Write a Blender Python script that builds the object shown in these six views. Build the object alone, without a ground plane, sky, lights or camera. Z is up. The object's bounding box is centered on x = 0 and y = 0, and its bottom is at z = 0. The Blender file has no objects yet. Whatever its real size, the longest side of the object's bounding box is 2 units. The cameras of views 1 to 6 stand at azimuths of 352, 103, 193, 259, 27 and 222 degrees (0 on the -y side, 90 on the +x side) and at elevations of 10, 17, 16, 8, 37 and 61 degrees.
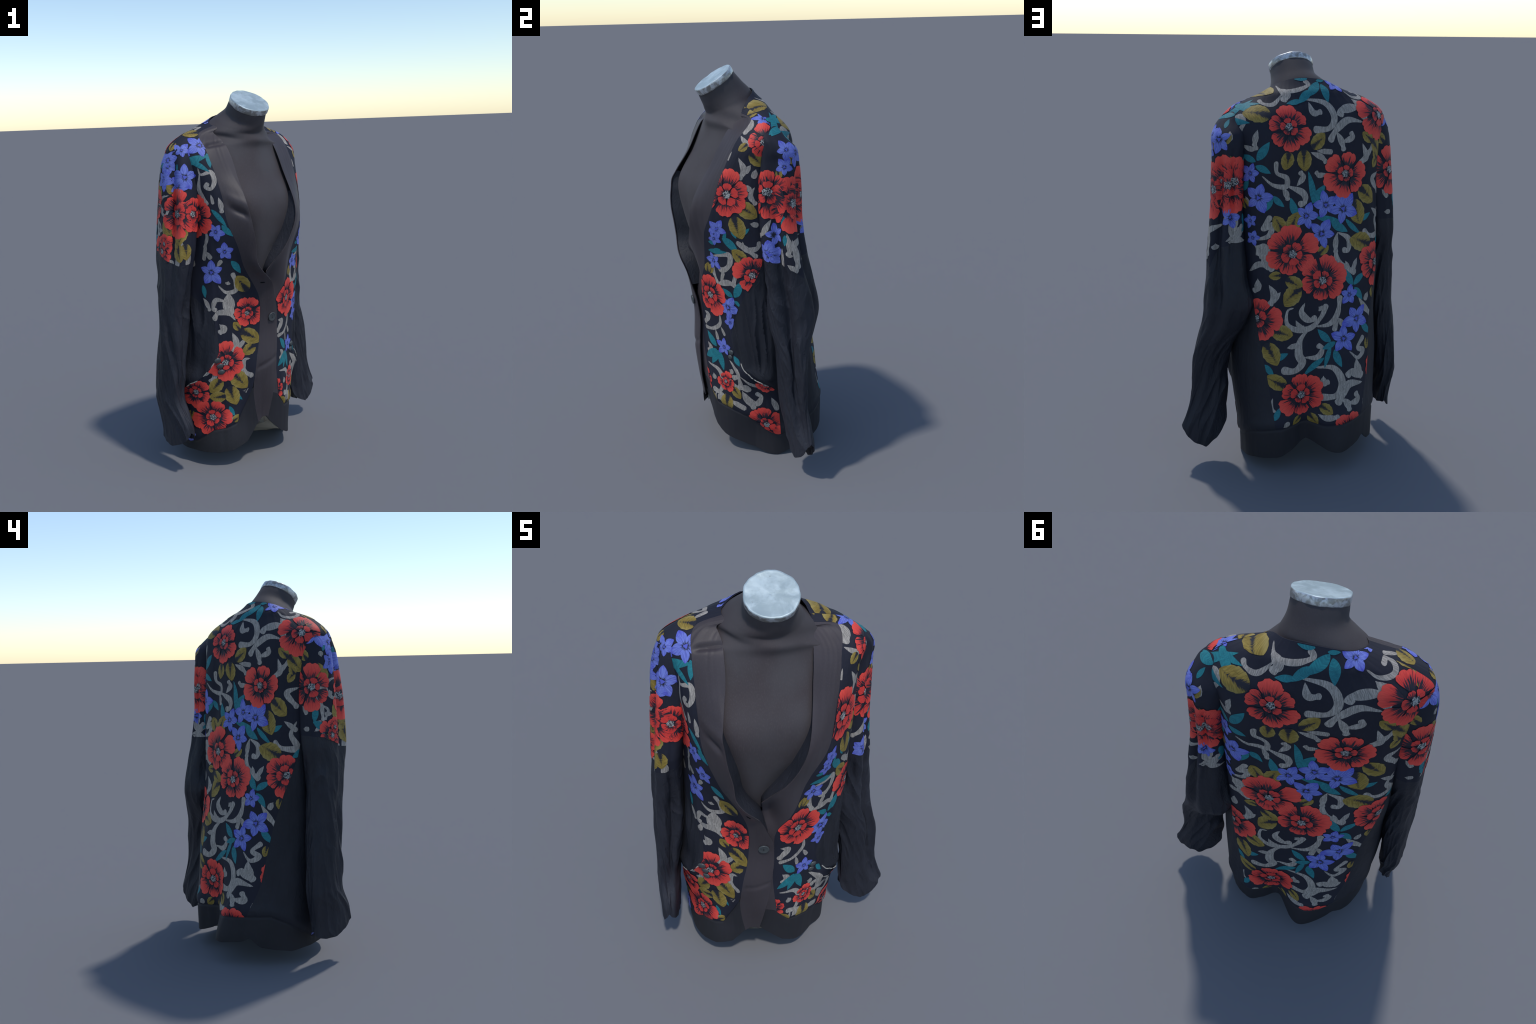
import bpy, math
import numpy as np
from mathutils import Matrix, Vector

# =====================================================================
#  A dress-form (neck, chest, metal neck cap) wearing a long printed cardigan.
#  Everything is modelled in a frame whose -y axis is the wearer's front and
#  +x the wearer's left; the parent Empty turns it by 30 degrees.
# =====================================================================
TURN = math.radians(30.0)

# ---------------------------------------------------------------- shape data
# garment body: horizontal control rings, 12 stations per ring
# 0 back centre, 3 wearer's left side, 6 front centre, 9 wearer's right side
RINGS = [
 (0.00, [(.04,.290),(.18,.318),(.295,.22),(.312,.05),(.246,-.066),(.15,-.204),(-.03,-.255),(-.17,-.258),(-.325,-.175),(-.385,.03),(-.320,.250),(-.10,.415)], None),
 (0.12, [(.04,.292),(.18,.320),(.300,.22),(.316,.05),(.250,-.066),(.15,-.206),(-.03,-.260),(-.17,-.255),(-.320,-.168),(-.390,.02),(-.322,.246),(-.10,.410)], None),
 (0.25, [(.04,.296),(.18,.322),(.305,.22),(.332,.04),(.268,-.080),(.155,-.210),(-.03,-.268),(-.17,-.240),(-.302,-.145),(-.400,.01),(-.330,.230),(-.13,.380)], None),
 (0.38, [(.03,.298),(.18,.302),(.305,.21),(.347,.03),(.289,-.092),(.16,-.210),(-.03,-.288),(-.17,-.238),(-.308,-.152),(-.412,.0),(-.340,.205),(-.17,.341)], None),
 (0.55, [(.03,.292),(.17,.290),(.300,.20),(.360,.01),(.301,-.112),(.165,-.204),(-.03,-.303),(-.17,-.243),(-.310,-.175),(-.41,-.01),(-.350,.186),(-.19,.298)], None),
 (0.75, [(.03,.267),(.16,.254),(.290,.18),(.356,-.01),(.290,-.138),(.165,-.213),(-.02,-.299),(-.16,-.242),(-.312,-.185),(-.40,-.02),(-.350,.160),(-.20,.248)], None),
 (0.95, [(.03,.240),(.16,.220),(.280,.165),(.354,-.03),(.284,-.160),(.155,-.240),(-.02,-.326),(-.16,-.250),(-.315,-.190),(-.395,.030),(-.350,.150),(-.19,.225)], None),
 (1.10, [(.03,.215),(.15,.210),(.278,.164),(.356,-.03),(.284,-.170),(.16,-.258),(-.03,-.368),(-.17,-.296),(-.32,-.196),(-.392,.030),(-.342,.134),(-.18,.195)], None),
 (1.28, [(.03,.194),(.15,.187),(.272,.164),(.360,-.035),(.290,-.190),(.17,-.302),(0,-.370),(-.17,-.367),(-.33,-.208),(-.390,.030),(-.335,.126),(-.17,.175)], None),
 (1.43, [(.02,.176),(.14,.171),(.268,.162),(.364,-.035),(.297,-.181),(.19,-.282),(0,-.345),(-.18,-.350),(-.335,-.215),(-.392,.025),(-.325,.120),(-.17,.155)], None),
 (1.58, [(.02,.172),(.14,.169),(.262,.157),(.368,.0),(.320,-.140),(.20,-.202),(0,-.265),(-.20,-.258),(-.345,-.20),(-.405,.005),(-.342,.096),(-.18,.142)], None),
 (1.70, [(.02,.147),(.14,.145),(.281,.130),(.388,.0),(.328,-.095),(.205,-.132),(0,-.205),(-.205,-.190),(-.348,-.152),(-.446,-.048),(-.368,.061),(-.18,.117)],
        [1.710,1.710,1.708,1.688,1.684,1.700,1.700,1.710,1.715,1.706,1.715,1.706]),
 (1.79, [(.01,.098),(.12,.087),(.24,.054),(.312,-.010),(.263,-.050),(.165,-.084),(0,-.185),(-.175,-.128),(-.285,-.103),(-.355,-.048),(-.277,.030),(-.14,.077)],
        [1.802,1.799,1.789,1.768,1.766,1.760,1.768,1.780,1.785,1.783,1.793,1.804]),
 (1.87, [(.01,.032),(.085,.016),(.135,-.024),(.158,-.058),(.150,-.080),(.12,-.098),(0,-.185),(-.12,-.130),(-.172,-.104),(-.190,-.055),(-.152,.0),(-.09,.027)],
        [1.888,1.874,1.848,1.806,1.780,1.766,1.785,1.790,1.818,1.834,1.860,1.880]),
]
HK = np.array([r[0] for r in RINGS])
CP = np.zeros((len(RINGS), 12, 3))
for _k, (_h, _xy, _zz) in enumerate(RINGS):
    CP[_k, :, :2] = _xy
    CP[_k, :, 2] = _h if _zz is None else _zz


def cubic(p0, p1, p2, p3, t):
    t = t[..., None]
    return .5 * ((2*p1) + (-p0 + p2)*t + (2*p0 - 5*p1 + 4*p2 - p3)*t*t + (-p0 + 3*p1 - 3*p2 + p3)*t**3)


def ring_loft(heights, points, s, h):
    "smooth surface through closed control rings; s station (wraps), h ring height"
    s, h = np.broadcast_arrays(np.asarray(s, float), np.asarray(h, float))
    m, n = len(heights), points.shape[1]
    k = np.clip(np.searchsorted(heights, h, side='right') - 1, 0, m - 2)
    h0, h1 = heights[k], heights[k + 1]
    dt = h1 - h0
    t = ((h - h0) / dt)[..., None]
    j = np.floor(s).astype(int)
    f = s - j

    def row(kk):
        kk = np.clip(kk, 0, m - 1)
        return cubic(points[kk, (j-1) % n], points[kk, j % n], points[kk, (j+1) % n], points[kk, (j+2) % n], f)
    A, B, C, D = row(k-1), row(k), row(k+1), row(k+2)
    km, kp = np.clip(k-1, 0, None), np.clip(k+2, None, m-1)
    m1 = (C - A) / (h1 - heights[km])[..., None] * dt[..., None]
    m2 = (D - B) / (heights[kp] - h0)[..., None] * dt[..., None]
    return (2*t**3 - 3*t**2 + 1)*B + (t**3 - 2*t**2 + t)*m1 + (-2*t**3 + 3*t**2)*C + (t**3 - t**2)*m2


def body(s, h):
    return ring_loft(HK, CP, s, h)


# sleeves: stations (z, centre x, centre y, half width across, half depth, turn)
SLEEVE_R = np.array([
 (1.765,-.300,-.045,.030,.030,0),(1.735,-.335,-.048,.075,.070,0),(1.68,-.362,-.050,.090,.090,0),(1.6,-.386,-.050,.090,.104,0),(1.45,-.405,-.052,.086,.120,0),(1.3,-.424,-.050,.079,.130,0),(1.15,-.440,-.046,.072,.133,0),
 (1.0,-.448,-.040,.074,.114,0),(.85,-.455,-.024,.072,.102,0),(.7,-.463,-.017,.070,.104,0),(.55,-.475,-.006,.063,.111,0),(.4,-.483,.002,.056,.114,0),(.27,-.480,-.040,.050,.136,0),(.10,-.484,-.053,.040,.140,0)])
SLEEVE_L = np.array([
 (1.755,.285,.010,.025,.025,0),(1.735,.302,.014,.048,.046,0),(1.70,.325,.022,.072,.064,0),(1.64,.356,.049,.080,.085,0),(1.58,.365,.055,.073,.092,0),(1.45,.372,.053,.073,.102,0),(1.3,.376,.055,.077,.104,0),(1.15,.386,.067,.086,.110,0),
 (1.0,.389,.088,.100,.118,0),(.85,.387,.104,.122,.128,4),(.75,.402,.094,.120,.108,8),(.65,.440,.076,.108,.072,13),(.55,.464,.070,.104,.052,16),(.4,.476,.070,.104,.045,16),(.27,.494,.080,.115,.041,12),(.20,.508,.088,.119,.040,9),(.02,.520,.094,.108,.038,8)])
# vertical folds: (angle in degrees, width, [(z, depth), ...])
FOLDS_R = [(212, 14, [(1.72,0),(1.62,.36),(1.45,.52),(1.3,.46),(1.1,.26),(.7,.12),(.4,.06),(.1,.0)]),
           (292, 22, [(1.2,0),(1.05,.22),(.9,.42),(.7,.42),(.5,.30),(.35,.12),(.2,0)]),
           (150, 16, [(1.6,0),(1.3,.08),(.9,.05),(.5,.08),(.2,0)])]
FOLDS_L = [(-36, 21, [(1.68,0),(1.60,.20),(1.4,.46),(1.1,.50),(.8,.46),(.5,.28),(.3,.12),(.1,0)]),
           (-50, 24, [(.88,0),(.7,.26),(.5,.38),(.3,.26),(.15,0)]),
           (50, 15, [(1.65,0),(1.5,.28),(1.3,.42),(1.1,.42),(.9,.30),(.6,.12),(.2,0)]),
           (95, 9, [(1.6,0),(1.4,.22),(1.2,.16),(1.0,0),(.2,0)])]


def smooth_table(z, tab):
    "Catmull interpolation of a station table (z descending in the first column)"
    zz = tab[::-1, 0]
    val = tab[::-1, 1:]
    z = np.clip(z, zz[0], zz[-1])
    k = np.clip(np.searchsorted(zz, z, side='right') - 1, 0, len(zz) - 2)
    dt = zz[k+1] - zz[k]
    t = ((z - zz[k]) / dt)[..., None]
    km, kp = np.clip(k-1, 0, None), np.clip(k+2, None, len(zz)-1)
    B, C = val[k], val[k+1]
    m1 = (C - val[km]) / (zz[k+1] - zz[km])[..., None] * dt[..., None]
    m2 = (val[kp] - B) / (zz[kp] - zz[k])[..., None] * dt[..., None]
    return (2*t**3 - 3*t**2 + 1)*B + (t**3 - 2*t**2 + t)*m1 + (-2*t**3 + 3*t**2)*C + (t**3 - t**2)*m2


def sleeve_point(tab, folds, ang, z, folded=True):
    ang, z = np.broadcast_arrays(np.asarray(ang, float), np.asarray(z, float))
    v = smooth_table(z, tab)
    # a fuller section than an ellipse
    ca, sa = np.cos(ang), np.sin(ang)
    r = (np.abs(ca)**2.6 + np.abs(sa)**2.6)**(-1/2.6)
    if folded:
        for deg, wid, prof in folds:
            pz = np.array(prof)[::-1]
            dep = np.interp(z, pz[:, 0], pz[:, 1])
            da = (np.degrees(ang) - deg + 180) % 360 - 180
            r = r - dep*np.exp(-(da/wid)**2)
    lx, ly = v[..., 2]*r*ca, v[..., 3]*r*sa
    cr, sr = np.cos(np.radians(v[..., 4])), np.sin(np.radians(v[..., 4]))
    return np.stack([v[..., 0] + lx*cr - ly*sr, v[..., 1] + lx*sr + ly*cr, z], -1)


# ---------------------------------------------------------------- small noise
def lattice_noise(p, seed):
    "value noise in 3D, about -1..1, vectorised and repeatable"
    p = np.asarray(p, float)
    i = np.floor(p).astype(np.int64)
    f = p - i
    f = f*f*(3 - 2*f)
    out = np.zeros(p.shape[:-1])
    for dx in (0, 1):
        for dy in (0, 1):
            for dz in (0, 1):
                n = (i[..., 0]+dx)*374761393 + (i[..., 1]+dy)*668265263 + (i[..., 2]+dz)*2147483647 + seed*974634777
                n = (n ^ (n >> 13)) * 1274126177
                n = (n ^ (n >> 16)) & 0xFFFF
                w = (f[..., 0] if dx else 1-f[..., 0])*(f[..., 1] if dy else 1-f[..., 1])*(f[..., 2] if dz else 1-f[..., 2])
                out += w*(n/32767.5 - 1)
    return out


def curve(points):
    "piecewise function through (position, value) pairs, rounded by averaging"
    a = np.array(points, float)
    def f(x):
        x = np.asarray(x, float)
        return sum(w*np.interp(x + d, a[:, 0], a[:, 1]) for d, w in ((-.03, .25), (0, .5), (.03, .25)))
    return f


# ---------------------------------------------------------------- seams
# all as station s against height h (or height against station)
EDGE_R = curve([(.20,6.10),(.295,5.98),(.485,5.80),(.70,5.74),(.845,5.78),(.91,5.92),(1.015,6.10),(1.075,6.44),(1.14,6.74),(1.295,7.00),(1.365,7.04),(1.44,7.06),(1.50,6.98),(1.60,6.86),(1.665,6.84),(1.745,6.92),(1.79,7.2),(1.83,7.6),(1.87,8.0)])
BAND_R = curve([(.15,7.4),(.25,7.28),(.335,7.0),(.40,6.74),(.515,6.60),(.61,6.54),(.675,6.48),(.79,6.45),(.90,6.45),(.95,6.52),(1.015,6.74),(1.11,7.10),(1.25,7.42),(1.32,7.56),(1.385,7.62),(1.495,7.60),(1.605,7.58),(1.70,7.62),(1.76,7.9),(1.80,8.15),(1.87,8.55)])
# the band itself runs straight on to the hem, past the rounded corner of the print
BAND_FOOT = curve([(.10,6.40),(.20,6.46),(.30,6.60),(.40,6.68),(.46,6.66),(.515,6.60)])
EDGE_L = curve([(.20,6.15),(.30,6.30),(.60,6.40),(.90,6.40),(1.015,6.10),(1.165,5.55),(1.25,5.34),(1.34,5.22),(1.435,5.18),(1.55,5.18),(1.625,5.20),(1.70,5.22),(1.76,5.12),(1.815,4.95),(1.87,4.45)])
BAND_L = curve([(.15,5.3),(.30,5.55),(.60,5.70),(.85,5.72),(.91,5.54),(1.02,5.22),(1.14,5.08),(1.23,4.86),(1.29,4.60),(1.375,4.44),(1.49,4.44),(1.595,4.46),(1.695,4.52),(1.75,4.2),(1.80,3.86),(1.87,3.5)])
GUSSET_FL = curve([(.05,3.0),(.40,3.0),(.455,3.45),(.475,4.0),(.54,4.30),(.615,4.58),(.685,4.58),(.82,4.12),(.93,3.62),(.99,3.30),(1.08,3.05),(1.30,3.0),(1.87,2.72)])
GUSSET_BL = curve([(.05,1.2),(.24,1.16),(.35,1.24),(.505,1.44),(.605,1.60),(.73,1.76),(.875,1.92),(1.0,2.3),(1.1,2.7),(1.30,2.95),(1.87,2.70)])
GUSSET_FR = curve([(.05,9.0),(.42,9.0),(.465,8.75),(.485,8.45),(.57,8.12),(.645,7.84),(.75,7.90),(.865,8.10),(.935,8.48),(1.03,8.85),(1.30,9.0),(1.87,9.28)])
GUSSET_BR = curve([(.05,10.6),(.27,10.54),(.37,10.48),(.435,10.42),(.61,10.38),(.735,10.32),(.905,10.02),(1.02,9.68),(1.09,9.44),(1.30,9.05),(1.87,9.30)])
HEM_SEAM = curve([(0,.252),(.54,.246),(1.16,.236),(2,.20),(2.5,.15),(3.06,.115),(3.6,.145),(4.18,.213),(4.8,.256),(5.28,.265),(5.6,.35),(6.4,.43),(6.70,.43),(6.85,.395),(7.0,.345),(7.3,.238),(7.6,.216),(8.06,.203),(8.57,.14),(8.9,.115),(9.42,.185),(9.68,.225),(10.06,.265),(10.56,.262),(11.06,.255),(11.52,.238),(12,.252)])
HEM_BOTTOM = curve([(0,.155),(.38,.12),(.74,.10),(1.14,.086),(1.78,.066),(2.58,.035),(3.1,.0),(3.6,.006),(4.3,.044),(4.74,.070),(5.04,.084),(5.4,.118),(5.88,.205),(6.1,.25),(6.3,.255),(6.58,.215),(7.0,.132),(7.48,.096),(7.88,.086),(8.5,.078),(9.1,.076),(9.5,.070),(10.18,.105),(10.38,.155),(10.5,.135),(10.92,.120),(11.3,.124),(11.84,.15),(12,.155)])

SLEEVE_SEAM = {'L': curve([(-180,1.15),(-100,1.13),(-40,1.10),(0,1.07),(25,1.03),(45,1.12),(95,1.15),(180,1.15)]),
               'R': curve([(0,1.16),(60,1.20),(110,1.20),(150,1.19),(205,1.14),(230,1.13),(280,1.14),(330,1.15),(360,1.16)])}
SLEEVE_CUT = {'L': curve([(-180,.235),(-150,.19),(-120,.13),(-90,.10),(-60,.135),(-25,.20),(0,.22),(25,.20),(60,.13),(90,.095),(120,.125),(150,.185),(180,.235)]),
              'R': curve([(0,.175),(60,.18),(90,.19),(120,.16),(150,.145),(180,.145),(215,.18),(250,.225),(270,.245),(300,.22),(330,.185),(360,.175)])}


# ---------------------------------------------------------------- relief
def bump(x, c, w):
    return np.exp(-((x - c)/w)**2)


def ramp(x, a, b):
    t = np.clip((x - a)/(b - a), 0, 1)
    return t*t*(3 - 2*t)


def body_relief(s, h, layer):
    "outward displacement of the cloth in metres"
    sm = np.mod(s, 12)
    p = np.stack([np.cos(sm*math.pi/6)*2.2, np.sin(sm*math.pi/6)*2.2, h*1.3], -1)
    d = .0035*lattice_noise(p*np.array([2.6, 2.6, 1.6]), 3)*ramp(h, 1.75, 1.45)
    q = np.stack([np.cos(sm*math.pi/6)*2.2, np.sin(sm*math.pi/6)*2.2, h + .15*np.sin(sm*3)], -1)
    d = d + .0008*lattice_noise(q*np.array([9., 9., 5.]), 11)
    # black pocket linings and side panels are softer and crumpled
    sideL = ramp(sm, 2.6, 3.3)*ramp(sm, 4.75, 4.35)*ramp(h, .40, .55)*ramp(h, 1.02, .80)
    sideR = ramp(sm, 9.4, 8.7)*ramp(sm, 7.7, 8.0)*ramp(h, .44, .55)*ramp(h, 1.02, .80)
    w = 1 - np.abs(lattice_noise(np.stack([sm*5.5, h*4. + sm*1.6, h*0 + 2.3], -1), 21))
    d = d + (sideL + sideR)*(.018*(w - .7) - .006)
    if layer in ('left', 'right'):
        # pockets stand off a little along their slanted mouth
        if layer == 'left':
            mouth = bump(h - .46 - .05*np.clip(sm - 4.0, -.2, 1)**2*4, 0, .05)*ramp(sm, 4.75, 4.3)*ramp(sm, 2.9, 3.3)
            d = d + .020*mouth - ramp(sm, 5.35, 5.75)*(.014 + .055*bump(h, 1.0, .11))*ramp(h, 1.32, 1.14)
            d = d + .016*bump(h, 1.34, .10)*bump(sm - EDGE_L(h), 0, .40)
            d = d + .004*bump(sm, 4.5, .25)*ramp(h, 1.45, 1.3)*ramp(h, .9, 1.1)
        else:
            mouth = bump(h - .50 - .28*np.clip(8.35 - sm, 0, .5), 0, .05)*ramp(sm, 7.75, 8.1)*ramp(sm, 9.2, 8.9)
            d = d + .003*bump(h, 1.33, .14)*bump(sm - EDGE_R(h), 0, .35)
            d = d + .028*bump(h, 1.12, .09)*bump(sm - EDGE_R(h), 0, .32)
            d = d + .018*mouth + .004*ramp(sm, 6.9, 6.4)*ramp(h, 1.05, .95)
            # dents across the right front band
            d = d - .010*bump(h + .03*(sm - 7.3), 1.722, .013)*ramp(sm, 6.7, 7.1)*ramp(sm, 7.75, 7.45)
            d = d - .012*bump(h - .10*(sm - 7.2), 1.385, .02)*ramp(sm, 7.02, 7.2)*ramp(sm, 7.6, 7.3)
            d = d + .006*bump(h - .10*(sm - 7.2), 1.44, .03)*ramp(sm, 6.9, 7.0)*ramp(sm, 7.7, 7.3)
            d = d - .005*bump(h + .06*(sm - 6.2), .56, .015)*ramp(sm, 6.6, 6.4)*ramp(sm, 5.7, 5.9)
    if layer == 'hem':
        d = d - .014*ramp(s, 5.3, 5.8) + .004*ramp(s, -5.1, -5.6)
    # cloth blouses a little above the hem band, seam pulled in
    e = h - HEM_SEAM(sm)
    off_band = ramp(sm, 6.75, 7.2) if layer == 'right' else ramp(sm, 5.6, 5.25) if layer == 'left' else 1.0 - ramp(sm, 5.25, 5.6)*ramp(sm, 7.2, 6.75)
    d = d + off_band*(.006*bump(e, .035, .028) - .004*bump(e, 0, .007))
    # long soft fold falling from the neck to the hem on the back, pinch at the collar
    d = d - .006*bump(np.mod(s + 6, 12) - 6, .12, .22)*ramp(h, .40, .20)
    d = d + .004*bump(h, 1.815, .02)*ramp(np.abs(np.mod(s + 6, 12) - 6), 2.2, 1.6)
    return d


def sleeve_relief(side, ang, z):
    k = 1 if side == 'L' else 2
    ca, sa = np.cos(ang), np.sin(ang)
    low = ramp(z, 1.16, 1.02)
    p = np.stack([ca*1.6, sa*1.6, z*3.0 + .9*ca], -1)
    q = np.stack([ca*1.5, sa*1.5, z*6.5 + 1.7*ca - 1.3*sa], -1)
    w1 = 1 - np.abs(lattice_noise(q, 31*k))
    w2 = 1 - np.abs(lattice_noise(q*np.array([2.1, 2.1, 1.7]) + 5.1, 37*k))
    d = low*(.013*(w1 - .85) + .006*(w2 - .8))
    return d + .003*lattice_noise(p*np.array([2.2, 2.2, 1.2]), 7*k)*ramp(z, 1.74, 1.62)


def with_relief(base, relief, a, b):
    "displace base(a, b) along its normal; returns points and the displaced normals"
    e = 1.5e-3

    def pos(x, y):
        q = base(x, y)
        n = np.cross(base(x + e, y) - q, base(x, y + e) - q)
        n /= np.linalg.norm(n, axis=-1, keepdims=True) + 1e-12
        return q + n*relief(x, y)[..., None]
    P = pos(a, b)
    n = np.cross(pos(a + e, b) - P, pos(a, b + e) - P)
    n /= np.linalg.norm(n, axis=-1, keepdims=True) + 1e-12
    return P, n


class Cloth:
    "a parametric sheet: base surface, relief and the side that faces outwards"
    def __init__(self, base, relief):
        self.base, self.relief = base, relief

    def sign(self):
        return -1.0

    def at(self, a, b):
        P, n = with_relief(self.base, lambda x, y: self.relief(x, y)*self.flip, a, b)
        return P, n*self.flip


def make_body_cloth(layer):
    c = Cloth(body, lambda s, h: body_relief(s, h, layer))
    c.flip = -1.0     # stations run clockwise seen from above
    return c


def make_sleeve_cloth(side):
    tab, folds = (SLEEVE_L, FOLDS_L) if side == 'L' else (SLEEVE_R, FOLDS_R)
    c = Cloth(lambda a, z: sleeve_point(tab, folds, a, z), lambda a, z: sleeve_relief(side, a, z))
    c.flip = 1.0
    return c


CLOTH = {k: make_body_cloth(k) for k in ('back', 'left', 'right', 'hem')}
CLOTH['sleeveL'] = make_sleeve_cloth('L')
CLOTH['sleeveR'] = make_sleeve_cloth('R')

# ---------------------------------------------------------------- mesh tools
ROOT = bpy.data.objects.new("mannequin_in_cardigan", None)
bpy.context.collection.objects.link(ROOT)
ROOT.rotation_euler = (0, 0, TURN)
ROOT["label"] = "dark dress form wearing a long black floral print cardigan"
ROOT["category"] = "dressed mannequin"


def add_object(name, mesh, parent=None):
    ob = bpy.data.objects.new(name, mesh)
    bpy.context.collection.objects.link(ob)
    ob.parent = parent or ROOT
    return ob


def grid_mesh(name, P, N=None, wrap=False, flip=False, mats=(), face_mat=None):
    "quad mesh from a rows x columns array of points"
    r, c = P.shape[:2]
    idx = np.arange(r*c).reshape(r, c)
    if wrap:
        idx = np.concatenate([idx, idx[:, :1]], 1)
    q = np.stack([idx[:-1, :-1], idx[:-1, 1:], idx[1:, 1:], idx[1:, :-1]], -1).reshape(-1, 4)
    if flip:
        q = q[:, ::-1]
    me = bpy.data.meshes.new(name)
    me.from_pydata(P.reshape(-1, 3).tolist(), [], q.tolist())
    for m in mats:
        me.materials.append(m)
    me.polygons.foreach_set("use_smooth", np.ones(len(me.polygons), bool))
    me.update()
    if N is not None:
        me.normals_split_custom_set_from_vertices(N.reshape(-1, 3).tolist())
    return me


def solve_patch(sa, sb, ha, hb, cols, rows):
    "parameter grid between two seams (functions of height) and two heights (functions of station)"
    u = np.linspace(0, 1, cols)[None, :]
    v = np.linspace(0, 1, rows)[:, None]
    s = np.ones((rows, 1))*(sa(1.0)*(1 - u) + sb(1.0)*u)
    h = v*1.7 + .1 + 0*u
    for _ in range(60):
        s = .5*s + .5*(sa(h)*(1 - u) + sb(h)*u)
        h = .5*h + .5*(ha(s)*(1 - v) + hb(s)*v)
    s = sa(h)*(1 - u) + sb(h)*u
    return s, h


def lipped(P, N, sides, thick=.006):
    "turn the free edges of a sheet inwards so that the cloth has an edge with thickness"
    def grow(P, N, end):
        e, inner = (P[-1], P[-2]) if end else (P[0], P[1])
        far = P[-8] if end else P[7]
        n = N[-1] if end else N[0]
        nf = N[-8] if end else N[7]
        out = e - inner
        out /= np.linalg.norm(out, axis=-1, keepdims=True) + 1e-12
        a = e + out*.0018 - n*thick*.25
        b = e + out*.0018 - n*thick*.75
        c = e - n*thick
        d = far - nf*thick*1.1
        m1 = out*.8 + n*.6
        m2 = out*.8 - n*.6
        rows = [(a, m1), (b, m2), (c, -n), (d, -nf)]
        Q = np.stack([r[0] for r in rows])
        M = np.stack([r[1]/np.linalg.norm(r[1], axis=-1, keepdims=True) for r in rows])
        if end:
            return np.concatenate([P, Q]), np.concatenate([N, M])
        return np.concatenate([Q[::-1], P]), np.concatenate([M[::-1], N])
    for sd in sides:
        if sd[0] == 'v':
            P, N = grow(P, N, sd[1] == '1')
        else:
            P, N = grow(P.swapaxes(0, 1), N.swapaxes(0, 1), sd[1] == '1')
            P, N = P.swapaxes(0, 1), N.swapaxes(0, 1)
    return P, N


def cloth_patch(name, cloth, sa, sb, ha, hb, cols, rows, mat, lips=(), thick=.006):
    s, h = solve_patch(sa, sb, ha, hb, cols, rows)
    P, N = CLOTH[cloth].at(s, h)
    P, N = lipped(P, N, lips, thick)
    me = grid_mesh(name, P, N, flip=CLOTH[cloth].flip < 0, mats=[mat])
    return add_object(name, me)

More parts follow.
